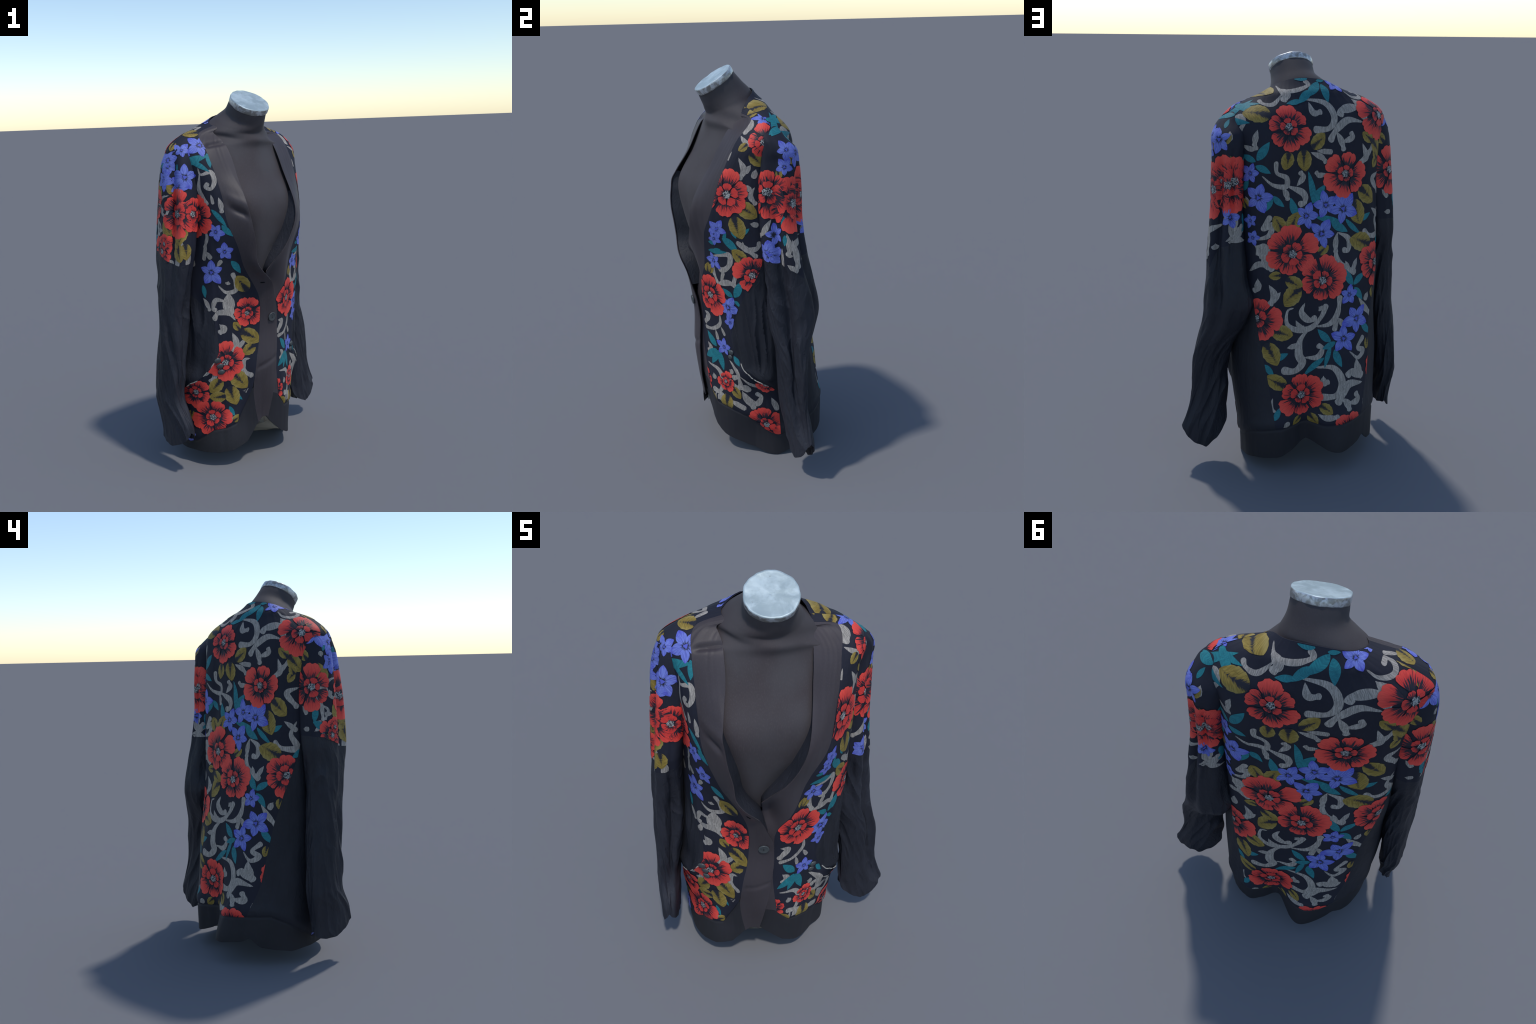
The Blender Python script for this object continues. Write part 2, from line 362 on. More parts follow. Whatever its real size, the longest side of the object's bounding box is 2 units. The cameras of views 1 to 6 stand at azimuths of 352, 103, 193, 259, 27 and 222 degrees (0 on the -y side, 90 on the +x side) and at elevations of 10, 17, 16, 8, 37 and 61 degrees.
# ---------------------------------------------------------------- materials
class Nodes:
    "short-hand for building a material's node tree"
    def __init__(self, name, rough=.7, spec=.4):
        self.m = bpy.data.materials.new(name)
        self.m.use_nodes = True
        self.t = self.m.node_tree
        self.b = self.t.nodes["Principled BSDF"]
        self.b.inputs["Roughness"].default_value = rough
        self.b.inputs["Specular IOR Level"].default_value = spec

    def node(self, kind, **props):
        n = self.t.nodes.new("ShaderNode" + kind)
        for k, v in props.items():
            setattr(n, k, v)
        return n

    def link(self, a, b):
        if isinstance(a, (int, float)):
            b.default_value = a
        elif isinstance(a, tuple):
            b.default_value = (*a, 1.0) if len(a) == 3 and b.type == 'RGBA' else a
        else:
            self.t.links.new(a, b)

    def coords(self, scale=(1, 1, 1), rot=(0, 0, 0)):
        c = self.node("TexCoord")
        mp = self.node("Mapping")
        mp.inputs["Scale"].default_value = scale
        mp.inputs["Rotation"].default_value = rot
        self.link(c.outputs["Object"], mp.inputs["Vector"])
        return mp.outputs["Vector"]

    def noise(self, vec, scale, detail=3, rough=.5, dist=0):
        n = self.node("TexNoise")
        self.link(vec, n.inputs["Vector"])
        n.inputs["Scale"].default_value = scale
        n.inputs["Detail"].default_value = detail
        n.inputs["Roughness"].default_value = rough
        n.inputs["Distortion"].default_value = dist
        return n.outputs["Fac"]

    def math(self, op, a, b=0.0, c=None, clamp=False):
        n = self.node("Math", operation=op, use_clamp=clamp)
        self.link(a, n.inputs[0])
        self.link(b, n.inputs[1])
        if c is not None:
            self.link(c, n.inputs[2])
        return n.outputs[0]

    def step(self, x, lo, hi, a=0.0, b=1.0):
        n = self.node("MapRange", interpolation_type='SMOOTHSTEP')
        self.link(x, n.inputs["Value"])
        for k, v in (("From Min", lo), ("From Max", hi), ("To Min", a), ("To Max", b)):
            n.inputs[k].default_value = v
        return n.outputs["Result"]

    def mix(self, f, a, b):
        n = self.node("Mix", data_type='RGBA')
        self.link(f, n.inputs[0])
        self.link(a, n.inputs[6])
        self.link(b, n.inputs[7])
        return n.outputs[2]

    def colour(self, c):
        self.link(c, self.b.inputs["Base Color"])

    def bump(self, h, strength, dist=.002):
        n = self.node("Bump")
        n.inputs["Strength"].default_value = strength
        n.inputs["Distance"].default_value = dist
        self.link(h, n.inputs["Height"])
        self.link(n.outputs["Normal"], self.b.inputs["Normal"])

    def polar(self):
        "radius and angle in the motif's own plane"
        c = self.node("TexCoord")
        sp = self.node("SeparateXYZ")
        self.link(c.outputs["Object"], sp.inputs[0])
        r = self.math('SQRT', self.math('ADD', self.math('MULTIPLY', sp.outputs[0], sp.outputs[0]), self.math('MULTIPLY', sp.outputs[1], sp.outputs[1])))
        a = self.math('ARCTAN2', sp.outputs[0], sp.outputs[1])
        return r, a, sp.outputs[0], sp.outputs[1]

    def vec(self, x, y, z=0.0):
        n = self.node("CombineXYZ")
        for i, v in enumerate((x, y, z)):
            self.link(v, n.inputs[i])
        return n.outputs[0]

    def random(self):
        return self.node("ObjectInfo").outputs["Random"]


INK = (.013, .014, .024)


def weave(n, amount=.12):
    v = n.coords((900, 900, 260))
    return n.noise(v, 1.0, 2, .6)


def cloth_material(name, base, tint, rough, spec, sheen=.0, crinkle=.0):
    n = Nodes(name, rough, spec)
    big = n.noise(n.coords((3, 3, 2)), 1.5, 3)
    fine = n.noise(n.coords((260, 260, 70)), 1.0, 3, .65)
    c = n.mix(n.step(big, .35, .68), base, tint)
    c = n.mix(n.math('MULTIPLY', n.step(fine, .45, .8), .35), c, tuple(min(1, v*1.9 + .004) for v in base))
    n.colour(c)
    if sheen:
        n.b.inputs["Sheen Weight"].default_value = sheen
        n.b.inputs["Sheen Roughness"].default_value = .4
    if crinkle:
        w = n.noise(n.coords((34, 34, 17), (.3, .2, .1)), 1.0, 4, .6, .6)
        h = n.math('ADD', n.math('MULTIPLY', w, 3.0), n.math('MULTIPLY', fine, .35))
        n.bump(h, crinkle, .004)
    else:
        n.bump(fine, .12, .0015)
    return n.m


M_ground = cloth_material("printed_silk_ground", INK, (.018, .019, .031), .7, .25)
M_black = cloth_material("side_crepe", (.014, .015, .021), (.021, .022, .030), .62, .3, 0, .35)
M_sleeve = cloth_material("sleeve_crepe", (.014, .015, .022), (.022, .023, .032), .58, .32, 0, .5)
M_satin = cloth_material("satin_band", (.036, .028, .032), (.050, .041, .047), .52, .4, .03)
M_hem = cloth_material("hem_cloth", (.017, .017, .020), (.023, .022, .027), .65, .28)
M_form = cloth_material("dress_form_cloth", (.047, .038, .041), (.060, .054, .058), .72, .3, .04)
M_lining = cloth_material("pale_lining", (.34, .31, .25), (.42, .39, .32), .85, .2)


def metal_material():
    n = Nodes("worn_aluminium", .42, .5)
    a = n.noise(n.coords((1, 1, 1)), 14, 4, .6, .4)
    b = n.noise(n.coords((1, 1, 1)), 75, 3, .6)
    c = n.mix(n.step(a, .38, .66), (.31, .385, .41), (.47, .56, .59))
    c = n.mix(n.step(b, .66, .76, 0, .55), c, (.22, .24, .25))
    n.colour(c)
    n.b.inputs["Metallic"].default_value = .2
    n.bump(a, .25, .003)
    return n.m


def rim_material():
    n = Nodes("cap_rim_metal", .35, .5)
    a = n.noise(n.coords((1, 1, 1)), 30, 3, .6, .5)
    c = n.mix(n.step(a, .42, .62), (.30, .29, .27), (.62, .64, .66))
    n.colour(c)
    n.b.inputs["Metallic"].default_value = .5
    return n.m


M_metal = metal_material()
M_rim = rim_material()


def button_material():
    n = Nodes("dark_button", .35, .5)
    a = n.noise(n.coords((1, 1, 1)), 120, 2)
    n.colour(n.mix(a, (.035, .040, .042), (.065, .072, .076)))
    return n.m


M_button = button_material()
M_hole_dark = Nodes("thread_and_shadow", .9, .1)
M_hole_dark.colour((.008, .008, .010))  # near-black colour stands for thread and the shade inside holes
M_hole_dark = M_hole_dark.m


# --- print inks: hatched, block-print like, in each motif's own coordinates
def hatch(n, along, across, fine=22.0, length=1.6, seed=0.0):
    "streaky noise drawn out along one direction"
    rnd = n.math('MULTIPLY', n.random(), 37.0)
    return n.noise(n.vec(n.math('MULTIPLY', across, fine), n.math('MULTIPLY', along, length), n.math('ADD', rnd, seed)), 1.0, 3, .6)


def red_petal(name, root, reach):
    n = Nodes(name, .6, .35)
    r, a, x, y = n.polar()
    s = hatch(n, r, a, 16.0, 2.2)
    s2 = hatch(n, r, a, 34.0, 3.0, 5.0)
    base = n.mix(n.step(s2, .38, .66), (.52, .028, .026), (.74, .058, .044))
    base = n.mix(n.step(r, .55, 1.0, 0, .6), base, (.86, .095, .065))
    lines = n.math('ADD', n.math('SUBTRACT', s, .5), n.math('MULTIPLY', n.math('SUBTRACT', r, root), reach))
    ink = n.step(lines, -.05, .07)
    thin = n.step(s2, .62, .72, 0, .55)
    c = n.mix(ink, INK, base)
    c = n.mix(thin, c, (.28, .016, .018))
    n.colour(c)
    return n.m


M_red = red_petal("red_petal_ink", .56, .85)
M_red_inner = red_petal("red_inner_petal_ink", .20, 1.5)


def pollen():
    n = Nodes("flower_centre_ink", .6, .3)
    v = n.noise(n.coords((1, 1, 1)), 22, 2, .7)
    n.colour(n.mix(n.step(v, .46, .56), INK, (.40, .40, .38)))
    return n.m


M_centre = pollen()


def blue_petal():
    n = Nodes("blue_petal_ink", .6, .35)
    r, a, x, y = n.polar()
    s = hatch(n, r, a, 13.0, 1.6)
    base = n.mix(n.step(s, .34, .64), (.085, .10, .42), (.18, .23, .62))
    base = n.mix(n.step(r, .65, 1.0, 0, .55), base, (.060, .060, .48))
    root = n.math('ADD', n.math('SUBTRACT', s, .5), n.math('MULTIPLY', n.math('SUBTRACT', r, .24), 1.3))
    c = n.mix(n.step(root, -.06, .06), INK, base)
    n.colour(c)
    return n.m


M_blue = blue_petal()


def blue_eye():
    n = Nodes("blue_flower_eye_ink", .6, .3)
    n.colour((.09, .11, .50))
    return n.m


M_eye = blue_eye()


def leaf_ink(name, dark, light, pale, vein):
    n = Nodes(name, .62, .35)
    c = n.node("TexCoord")
    sp = n.node("SeparateXYZ")
    n.link(c.outputs["Object"], sp.inputs[0])
    x, y = sp.outputs[0], sp.outputs[1]
    ax = n.math('ABSOLUTE', x)
    s = hatch(n, n.math('SUBTRACT', y, n.math('MULTIPLY', ax, 1.2)), n.math('ADD', y, n.math('MULTIPLY', ax, .7)), 26.0, 2.0)
    t = hatch(n, y, x, 40.0, 3.0, 9.0)
    base = n.mix(n.step(s, .38, .64), dark, light)
    base = n.mix(n.step(ax, .18, .42, 0, .6), base, pale)
    if vein:
        rib = n.math('SUBTRACT', n.math('ADD', n.math('MULTIPLY', ax, 4.2), n.math('MULTIPLY', y, .9)), n.math('MULTIPLY', s, 1.5))
        base = n.mix(n.step(rib, -.25, .05), INK, base)
    base = n.mix(n.step(t, .63, .70, 0, .5), base, tuple(v*.35 for v in dark))
    n.colour(base)
    return n.m


M_gold = leaf_ink("gold_leaf_ink", (.19, .13, .022), (.31, .22, .044), (.37, .29, .10), True)
M_teal = leaf_ink("teal_leaf_ink", (.010, .135, .170), (.016, .205, .235), (.020, .24, .26), False)


def scroll_ink():
    n = Nodes("grey_scroll_ink", .65, .3)
    v = n.coords((1, 1, 1))
    a = n.noise(n.coords((210, 34, 1), (0, 0, .5)), 1.0, 3, .6, .8)
    b = n.noise(n.coords((260, 40, 1), (0, 0, .9)), 1.0, 3, .6, .8)
    c = n.mix(n.step(a, .36, .62), (.22, .20, .18), (.40, .36, .32))
    c = n.mix(n.step(b, .60, .68, 0, .65), c, (.07, .068, .075))
    n.colour(c)
    return n.m


M_scroll = scroll_ink()


def print_edge_material():
    n = Nodes("pocket_edge_ink", .7, .3)
    a = n.noise(n.coords((1, 1, 1)), 26, 2, .6)
    n.colour(n.mix(n.step(a, .44, .52), INK, (.36, .34, .30)))
    return n.m


M_print_edge = print_edge_material()

# ---------------------------------------------------------------- cardigan
TOP = lambda s: 1.87 + 0*s
const = lambda v: (lambda x: v + 0*np.asarray(x, float))

back_panel = cloth_patch("back_panel", 'back', lambda h: GUSSET_BR(h) - 12, GUSSET_BL, lambda s: HEM_SEAM(np.mod(s, 12)), TOP, 190, 250, M_ground, ('v1',), .004)
side_left = cloth_patch("side_panel", 'left', GUSSET_BL, GUSSET_FL, HEM_SEAM, TOP, 70, 250, M_black)
side_right = cloth_patch("side_panel", 'right', GUSSET_FR, GUSSET_BR, HEM_SEAM, TOP, 70, 250, M_black)
front_left = cloth_patch("front_panel", 'left', GUSSET_FL, BAND_L, HEM_SEAM, TOP, 90, 250, M_ground, ('u0',), .003)
front_right = cloth_patch("front_panel", 'right', BAND_R, GUSSET_FR, HEM_SEAM, TOP, 90, 250, M_ground, ('u1',), .003)
band_left = cloth_patch("front_band", 'left', BAND_L, EDGE_L, HEM_SEAM, TOP, 40, 250, M_satin, ('u1',))
band_side = lambda h: np.where(np.asarray(h) < .50, np.minimum(BAND_FOOT(h), BAND_R(h)), BAND_R(h))
band_right = cloth_patch("front_band", 'right', EDGE_R, band_side, HEM_BOTTOM, TOP, 40, 290, M_satin, ('u0', 'v0'))
hem = cloth_patch("hem_band", 'hem', lambda h: BAND_FOOT(h) - 12, EDGE_L, lambda s: HEM_BOTTOM(np.mod(s, 12)), lambda s: HEM_SEAM(np.mod(s, 12)), 420, 36, M_hem, ('v0', 'u1'))

# lining that shows under the hem: an inner skin drawn in towards the middle
sl = np.linspace(0, 12, 240, endpoint=False)
rows = []
for hh, inset in ((.62, .03), (.45, .03), (.30, .03), (.20, .03), (.10, .028), (.035, .026), (.012, .06), (.030, .12), (.05, .22)):
    lift = np.maximum(HEM_BOTTOM(sl) + .012 - hh, 0) if hh < .2 else 0*sl
    q = body(sl, np.maximum(hh + lift, .012))
    cen = np.array([-.03, .03, 0])
    v = q - cen
    v[:, 2] = 0
    L = np.linalg.norm(v, axis=1, keepdims=True)
    q = q - v/L*np.minimum(inset, L*.96)
    rows.append(q)
P = np.stack(rows)
lining = add_object("lining", grid_mesh("lining", P, wrap=True, mats=[M_lining]))


def sleeve(side, a0):
    key = 'sleeve' + side
    cut, seam = SLEEVE_CUT[side], SLEEVE_SEAM[side]
    cols = 220
    ang = np.radians(a0) + np.linspace(0, 2*math.pi, cols, endpoint=False)[None, :]
    deg = np.degrees(ang)

    def rows(lo, hi, n, power=1.0):
        v = np.linspace(0, 1, n)[:, None]
        return ang + 0*v, lo*(1 - v) + hi*v
    z_seam, z_cut = seam(deg), cut(deg)
    a, z = rows(z_seam, 1.765 + 0*z_seam, 130)
    P, N = CLOTH[key].at(a, z)
    upper = add_object("sleeve", grid_mesh("sleeve", P, N, wrap=True, mats=[M_ground]))
    a, z = rows(z_cut, z_seam, 200)
    P, N = CLOTH[key].at(a, z)
    P, N = lipped(P, N, ('v0',), .005)
    # close the cuff a little way inside
    c = P[0].mean(0)
    extra = np.stack([c + (P[0] - c)*k + np.array([0, 0, .02*(1 - k)]) for k in (.05, .5, .9)])
    P = np.concatenate([extra, P])
    N = np.concatenate([np.tile(np.array([0, 0, -1.]), (3, P.shape[1], 1)), N])
    lower = add_object("lower_sleeve", grid_mesh("lower_sleeve", P, N, wrap=True, mats=[M_sleeve]))
    return upper, lower


sleeve_L, lower_L = sleeve('L', -180)
sleeve_R, lower_R = sleeve('R', 0)

# ---------------------------------------------------------------- dress form
MH, MP = [], []
for k in range(5, len(RINGS) - 1):
    h = HK[k]
    s = np.arange(12)
    q = body(s, np.full(12, h))
    d = body(s + .01, np.full(12, h)) - body(s - .01, np.full(12, h))
    n = np.stack([d[:, 1], -d[:, 0], 0*d[:, 0]], -1)
    n /= np.linalg.norm(n, axis=1, keepdims=True)
    if (n[6] @ np.array([0, -1., 0])) < 0:
        n = -n
    inset = {5: .08, 6: .08, 7: .100, 8: .052, 9: .030, 10: .024, 11: .010, 12: .006}[k]
    front = np.array([.4, .4, .4, .5, .9, 1, 1.1, 1.0, .9, .5, .4, .4])
    if k in (8, 9):
        front[6] = 1.3
    if k == 8:
        front[7] = 1.2
    if k == 7:
        front[5:8] = .9, .95, .55
    if k >= 11:
        front[:] = 1
    q = q - n*(inset*front)[:, None] - np.array([0, 0, .006 if k >= 11 else 0])
    if k == 12:     # base of the neck: a collar bone line of its own
        q = np.array([(0, .085, 1.80), (.11, .072, 1.797), (.19, .025, 1.778), (.23, -.03, 1.758), (.19, -.080, 1.744), (.11, -.158, 1.744), (0, -.200, 1.745),
                      (-.11, -.176, 1.750), (-.21, -.105, 1.770), (-.27, -.045, 1.780), (-.21, .012, 1.792), (-.11, .062, 1.800)])
    MH.append(h)
    MP.append(q)
bust = np.array(MP)
# upper chest and neck, each ring: (h, centre y, z, half width, half depth, slope of the ring)
for h, cx, cy, cz, a, b, tilt in ((1.835, -.030, -.071, 1.818, .168, .118, .36), (1.86, -.019, -.087, 1.842, .139, .112, .43), (1.90, -.003, -.112, 1.872, .110, .098, .55), (1.94, -.002, -.136, 1.908, .1040, .0880, .64), (1.965, -.002, -.144, 1.921, .1030, .0850, .66)):
    th = np.arange(12)*math.pi/6
    x = cx + a*np.sin(th)
    y = cy + b*np.cos(th)
    MP.append(np.stack([x, y, cz + (y - cy)*tilt], -1))
    MH.append(h)
MH, MP = np.array(MH), np.array(MP)


def form(s, h):
    return ring_loft(MH, MP, s, h)


def form_piece(name, h0, h1, n):
    s = np.linspace(0, 12, 160, endpoint=False)[None, :]
    h = np.linspace(h0, h1, n)[:, None]
    c = Cloth(form, lambda a, b: 0*a)
    c.flip = -1.0
    P, N = c.at(s + 0*h, h + 0*s)
    return add_object(name, grid_mesh(name, P, N, wrap=True, flip=True, mats=[M_form]))


torso = form_piece("torso", .80, 1.80, 120)
neck = form_piece("neck", 1.80, 1.964, 40)

# neck cap: a tilted, slightly battered metal disc
th = np.linspace(0, 2*math.pi, 96, endpoint=False)
wob = .0022*lattice_noise(np.stack([np.cos(th)*2.5, np.sin(th)*2.5, 0*th], -1), 5) + .0015*lattice_noise(np.stack([np.cos(th)*6, np.sin(th)*6, 0*th], -1), 9)
tilt = math.atan(.66)
ex, ey, ez = np.array([1, 0, 0]), np.array([0, math.cos(tilt), math.sin(tilt)]), np.array([0, -math.sin(tilt), math.cos(tilt)])
c0 = np.array([-.002, -.144, 1.9205])
prof = [(.096, -.004), (.1020, -.0005), (.1038, .003), (.1042, .026), (.1036, .0305), (.1005, .0330), (.096, .0325), (.06, .0325), (.02, .0323), (.0005, .0323)]
rows = []
for r, up in prof:
    k = min(1, r/.1)
    rr = r + wob*k
    lift = .0012*lattice_noise(np.stack([np.cos(th)*rr*40, np.sin(th)*rr*40, 0*th + up*50], -1), 15)
    rows.append(c0 + np.outer(rr*np.sin(th), ex)*1.02 + np.outer(rr*np.cos(th), ey) + np.outer(up + lift, ez))
cap = add_object("neck_cap", grid_mesh("neck_cap", np.stack(rows), wrap=True, flip=True, mats=[M_metal, M_rim]))
for poly in cap.data.polygons:
    poly.material_index = 1 if poly.index < 96*4 else 0

# ---------------------------------------------------------------- print layout
# placed on the cloth: (station or angle, height, turn in degrees from upright, size in metres)
RED_FLOWERS = {}
RED_FLOWERS['back'] = [
    (0.68,1.66,-10,0.109), (-1.08,1.445,11,0.112), (0.6,1.1,-175,0.126), (-0.38,0.96,17,0.12), (-2.02,0.995,6,0.119),
    (1.76,0.775,11,0.115), (0.26,0.4,-10,0.119), (-1.18,0.215,14,0.104), (-1.84,0.47,-101,0.074), (-2.06,1.7,4,0.123),
]
RED_FLOWERS['right'] = [
    (6.84,0.85,-93,0.082), (7.62,0.595,1,0.106), (8.54,0.415,-13,0.091), (8.08,0.27,24,0.11), (8.32,1.375,8,0.11),
]
RED_FLOWERS['left'] = [
    (4.06,1.43,1,0.124), (5.18,0.885,13,0.113), (3.34,1.035,-25,0.101), (5.68,0.38,85,0.069), (4.9,0.405,80,0.06),
    (3.38,0.445,14,0.06), (3.56,0.195,2,0.1), (3.2,1.695,-5,0.087), (5.08,0.145,-31,0.065),
]
RED_FLOWERS['sleeveR'] = [
    (4.89,1.384,5,0.103), (2.09,1.438,2,0.115), (3.93,1.396,3,0.122), (3.02,1.204,8,0.085), (3.19,1.234,-1,0.06),
]
RED_FLOWERS['sleeveL'] = [
    (-0.84,1.438,-4,0.129), (0.28,1.396,-3,0.135), (1.31,1.42,-13,0.128), (1.83,1.426,0,0.135), (0.86,1.432,3,0.061),
]
BLUE_FLOWERS = {}
BLUE_FLOWERS['back'] = [
    (-0.54,1.31,-15,0.065), (-0.98,1.285,-28,0.078), (-0.04,1.265,20,0.062), (-0.42,1.175,28,0.069), (1.84,1.36,14,0.068),
    (2.12,1.47,8,0.048), (2.08,1.25,49,0.035), (-0.96,0.87,11,0.048), (-1.14,0.745,-32,0.074), (-0.78,0.66,4,0.065),
    (-1.62,1.85,-166,0.048), (-2.9,1.87,170,0.035), (3.32,1.725,33,0.078), (3.12,1.79,4,0.035), (1.98,1.17,-58,0.037),
]
BLUE_FLOWERS['right'] = [
    (7.86,1.715,-52,0.069), (8.5,1.69,34,0.054), (8.52,1.57,11,0.076), (7.84,1.295,-44,0.046), (7.64,1.19,-9,0.045),
    (8.0,1.08,-1,0.067), (8.96,0.215,46,0.041), (8.86,0.17,89,0.055),
]
BLUE_FLOWERS['sleeveR'] = [
    (4.0,1.708,13,0.038), (4.33,1.576,1,0.071), (3.26,1.66,-5,0.064), (3.12,1.57,-52,0.044), (3.94,1.534,26,0.059),
    (3.33,1.63,16,0.046), (2.53,1.702,95,0.078), (3.12,1.558,177,0.054),
]
BLUE_FLOWERS['left'] = [
    (4.36,1.255,-38,0.049), (4.46,0.84,36,0.072), (4.5,0.755,49,0.037), (4.96,0.6,-66,0.049), (2.76,1.79,161,0.057),
    (4.5,1.205,-162,0.035), (4.8,1.08,132,0.05), (4.32,1.26,-174,0.035),
]
BLUE_FLOWERS['sleeveL'] = [
    (0.77,1.624,-8,0.064), (0.19,1.642,-11,0.047), (-0.02,1.564,38,0.042), (-0.66,1.246,-12,0.052), (-1.06,1.15,3,0.065),
    (-1.15,1.162,18,0.053), (1.54,1.27,-60,0.054),
]
GOLD_LEAVES = {}
GOLD_LEAVES['back'] = [
    (1.32,1.715,-80,0.118), (-0.14,1.58,54,0.083), (0.7,1.565,-173,0.075), (0.1,1.575,179,0.092), (-1.94,1.59,-66,0.065),
    (-1.94,1.595,121,0.089), (-3.2,1.57,130,0.109), (-1.52,1.38,132,0.106), (-1.3,1.325,166,0.118), (0.88,1.195,-27,0.079),
    (0.58,1.2,22,0.085), (-1.84,1.09,-64,0.118), (-0.32,1.08,53,0.058), (0.94,0.99,-96,0.053), (0.76,0.975,120,0.078),
    (0.22,0.93,-131,0.103), (1.34,0.73,107,0.099), (1.5,0.665,150,0.108), (0.78,0.455,-68,0.098), (-0.3,0.34,111,0.068),
    (0.24,0.29,-134,0.052), (-0.04,0.295,133,0.066), (-1.58,0.635,-173,0.052), (-1.88,0.88,-166,0.05), (-2.34,1.515,-151,0.052),
    (-2.38,1.505,-39,0.05), (-3.66,1.81,-143,0.091), (-3.36,1.765,-103,0.093), (3.26,1.845,96,0.118), (2.18,1.305,-35,0.05),
]
GOLD_LEAVES['left'] = [
    (4.02,1.815,118,0.066), (3.84,1.68,-140,0.05), (3.64,1.635,122,0.078), (3.68,1.385,119,0.1), (3.78,1.325,167,0.104),
    (3.52,1.095,-52,0.083), (4.68,0.385,137,0.069), (4.84,0.335,-175,0.098), (5.12,1.005,8,0.05), (5.08,1.005,39,0.05),
    (5.34,0.25,-24,0.078), (3.02,1.865,48,0.05),
]
GOLD_LEAVES['right'] = [
    (8.52,1.44,20,0.105), (6.86,0.965,-38,0.1), (7.14,0.755,-37,0.052), (7.1,0.745,117,0.104), (6.62,0.67,-130,0.074),
    (7.44,0.53,138,0.114), (7.52,0.45,163,0.102), (7.78,0.495,-145,0.089), (7.62,0.395,-98,0.079), (8.68,0.31,-165,0.052),
    (8.22,1.805,-149,0.08), (8.86,1.745,-172,0.05), (7.44,0.25,59,0.05), (8.44,1.48,16,0.06), (8.58,1.31,-138,0.103),
]
GOLD_LEAVES['sleeveR'] = [
    (4.35,1.336,-150,0.092), (3.39,1.378,178,0.109), (4.36,1.246,171,0.076), (3.53,1.558,-176,0.06), (2.36,1.558,154,0.074),
    (3.89,1.24,39,0.05), (2.69,1.468,15,0.061), (1.94,1.576,-36,0.064), (3.93,1.222,164,0.066), (2.95,1.21,-164,0.054),
    (3.98,1.204,1,0.05),
]
GOLD_LEAVES['sleeveL'] = [
    (1.33,1.558,-173,0.07), (-0.33,1.558,173,0.05), (0.49,1.576,-28,0.05), (1.03,1.606,40,0.05),
]
TEAL_LEAVES = {}
TEAL_LEAVES['back'] = [
    (0.16,1.78,-120,0.063), (-0.3,1.815,-117,0.088), (-0.74,1.855,-130,0.098), (-0.8,1.845,-180,0.087), (-0.32,1.865,-79,0.058),
    (-0.68,1.86,109,0.04), (1.98,1.525,-69,0.067), (1.94,1.53,33,0.091), (1.98,1.505,104,0.07), (1.36,1.36,-172,0.061),
    (1.3,1.365,140,0.067), (-0.22,1.32,1,0.134), (-0.22,1.325,35,0.092), (0.26,1.265,-33,0.083), (-0.3,1.255,101,0.119),
    (-0.66,1.23,131,0.093), (-1.04,1.235,143,0.108), (-1.5,1.22,75,0.062), (3.02,1.79,105,0.17), (3.18,1.71,83,0.17),
    (-1.1,0.915,-35,0.084), (-1.12,0.915,50,0.078), (-1.12,0.9,137,0.079), (-1.32,0.715,129,0.082), (-0.5,0.655,-56,0.082),
    (-0.6,0.65,-117,0.067), (-0.5,0.635,-160,0.101), (-0.58,0.615,167,0.086), (-0.36,0.58,-124,0.123), (1.26,0.585,62,0.072),
    (1.52,0.56,138,0.069), (1.22,0.285,39,0.065), (2.66,1.775,71,0.104), (2.92,1.685,45,0.17), (-2.92,1.125,-108,0.079),
    (2.3,1.385,32,0.062),
]
TEAL_LEAVES['left'] = [
    (2.42,1.83,142,0.04), (2.46,1.795,142,0.059), (3.9,1.25,135,0.04), (3.6,1.235,64,0.046), (4.22,1.21,126,0.096),
    (4.8,1.18,101,0.052), (4.94,1.13,89,0.109), (4.18,0.9,-48,0.064), (4.12,0.9,41,0.095), (4.16,0.88,121,0.047),
    (5.22,0.59,-44,0.087), (5.22,0.575,-134,0.097), (5.16,0.57,-147,0.088), (5.12,0.565,177,0.09), (4.82,0.6,126,0.04),
    (4.56,0.57,148,0.054), (4.66,1.145,94,0.04), (4.18,1.2,21,0.04),
]
TEAL_LEAVES['right'] = [
    (8.62,1.625,70,0.163), (8.3,1.645,118,0.108), (7.66,1.675,167,0.068), (7.92,1.41,135,0.105), (7.7,1.33,146,0.071),
    (7.46,1.14,131,0.079), (8.24,1.01,168,0.061), (7.36,0.405,129,0.052), (7.52,0.335,163,0.054), (8.62,1.625,50,0.076),
]
TEAL_LEAVES['sleeveR'] = [
    (2.34,1.342,-166,0.069), (2.16,1.27,114,0.069), (3.89,1.642,-177,0.04), (2.74,1.618,24,0.055), (2.6,1.228,176,0.044),
    (2.53,1.234,-58,0.05),
]
TEAL_LEAVES['sleeveL'] = [
    (1.17,1.726,-114,0.085), (1.17,1.726,-115,0.085), (-0.1,1.336,-177,0.054), (-0.12,1.246,-169,0.048), (2.5,1.546,-177,0.04),
    (2.27,1.198,41,0.04), (0.98,1.672,-2,0.048), (2.32,1.282,154,0.069),
]
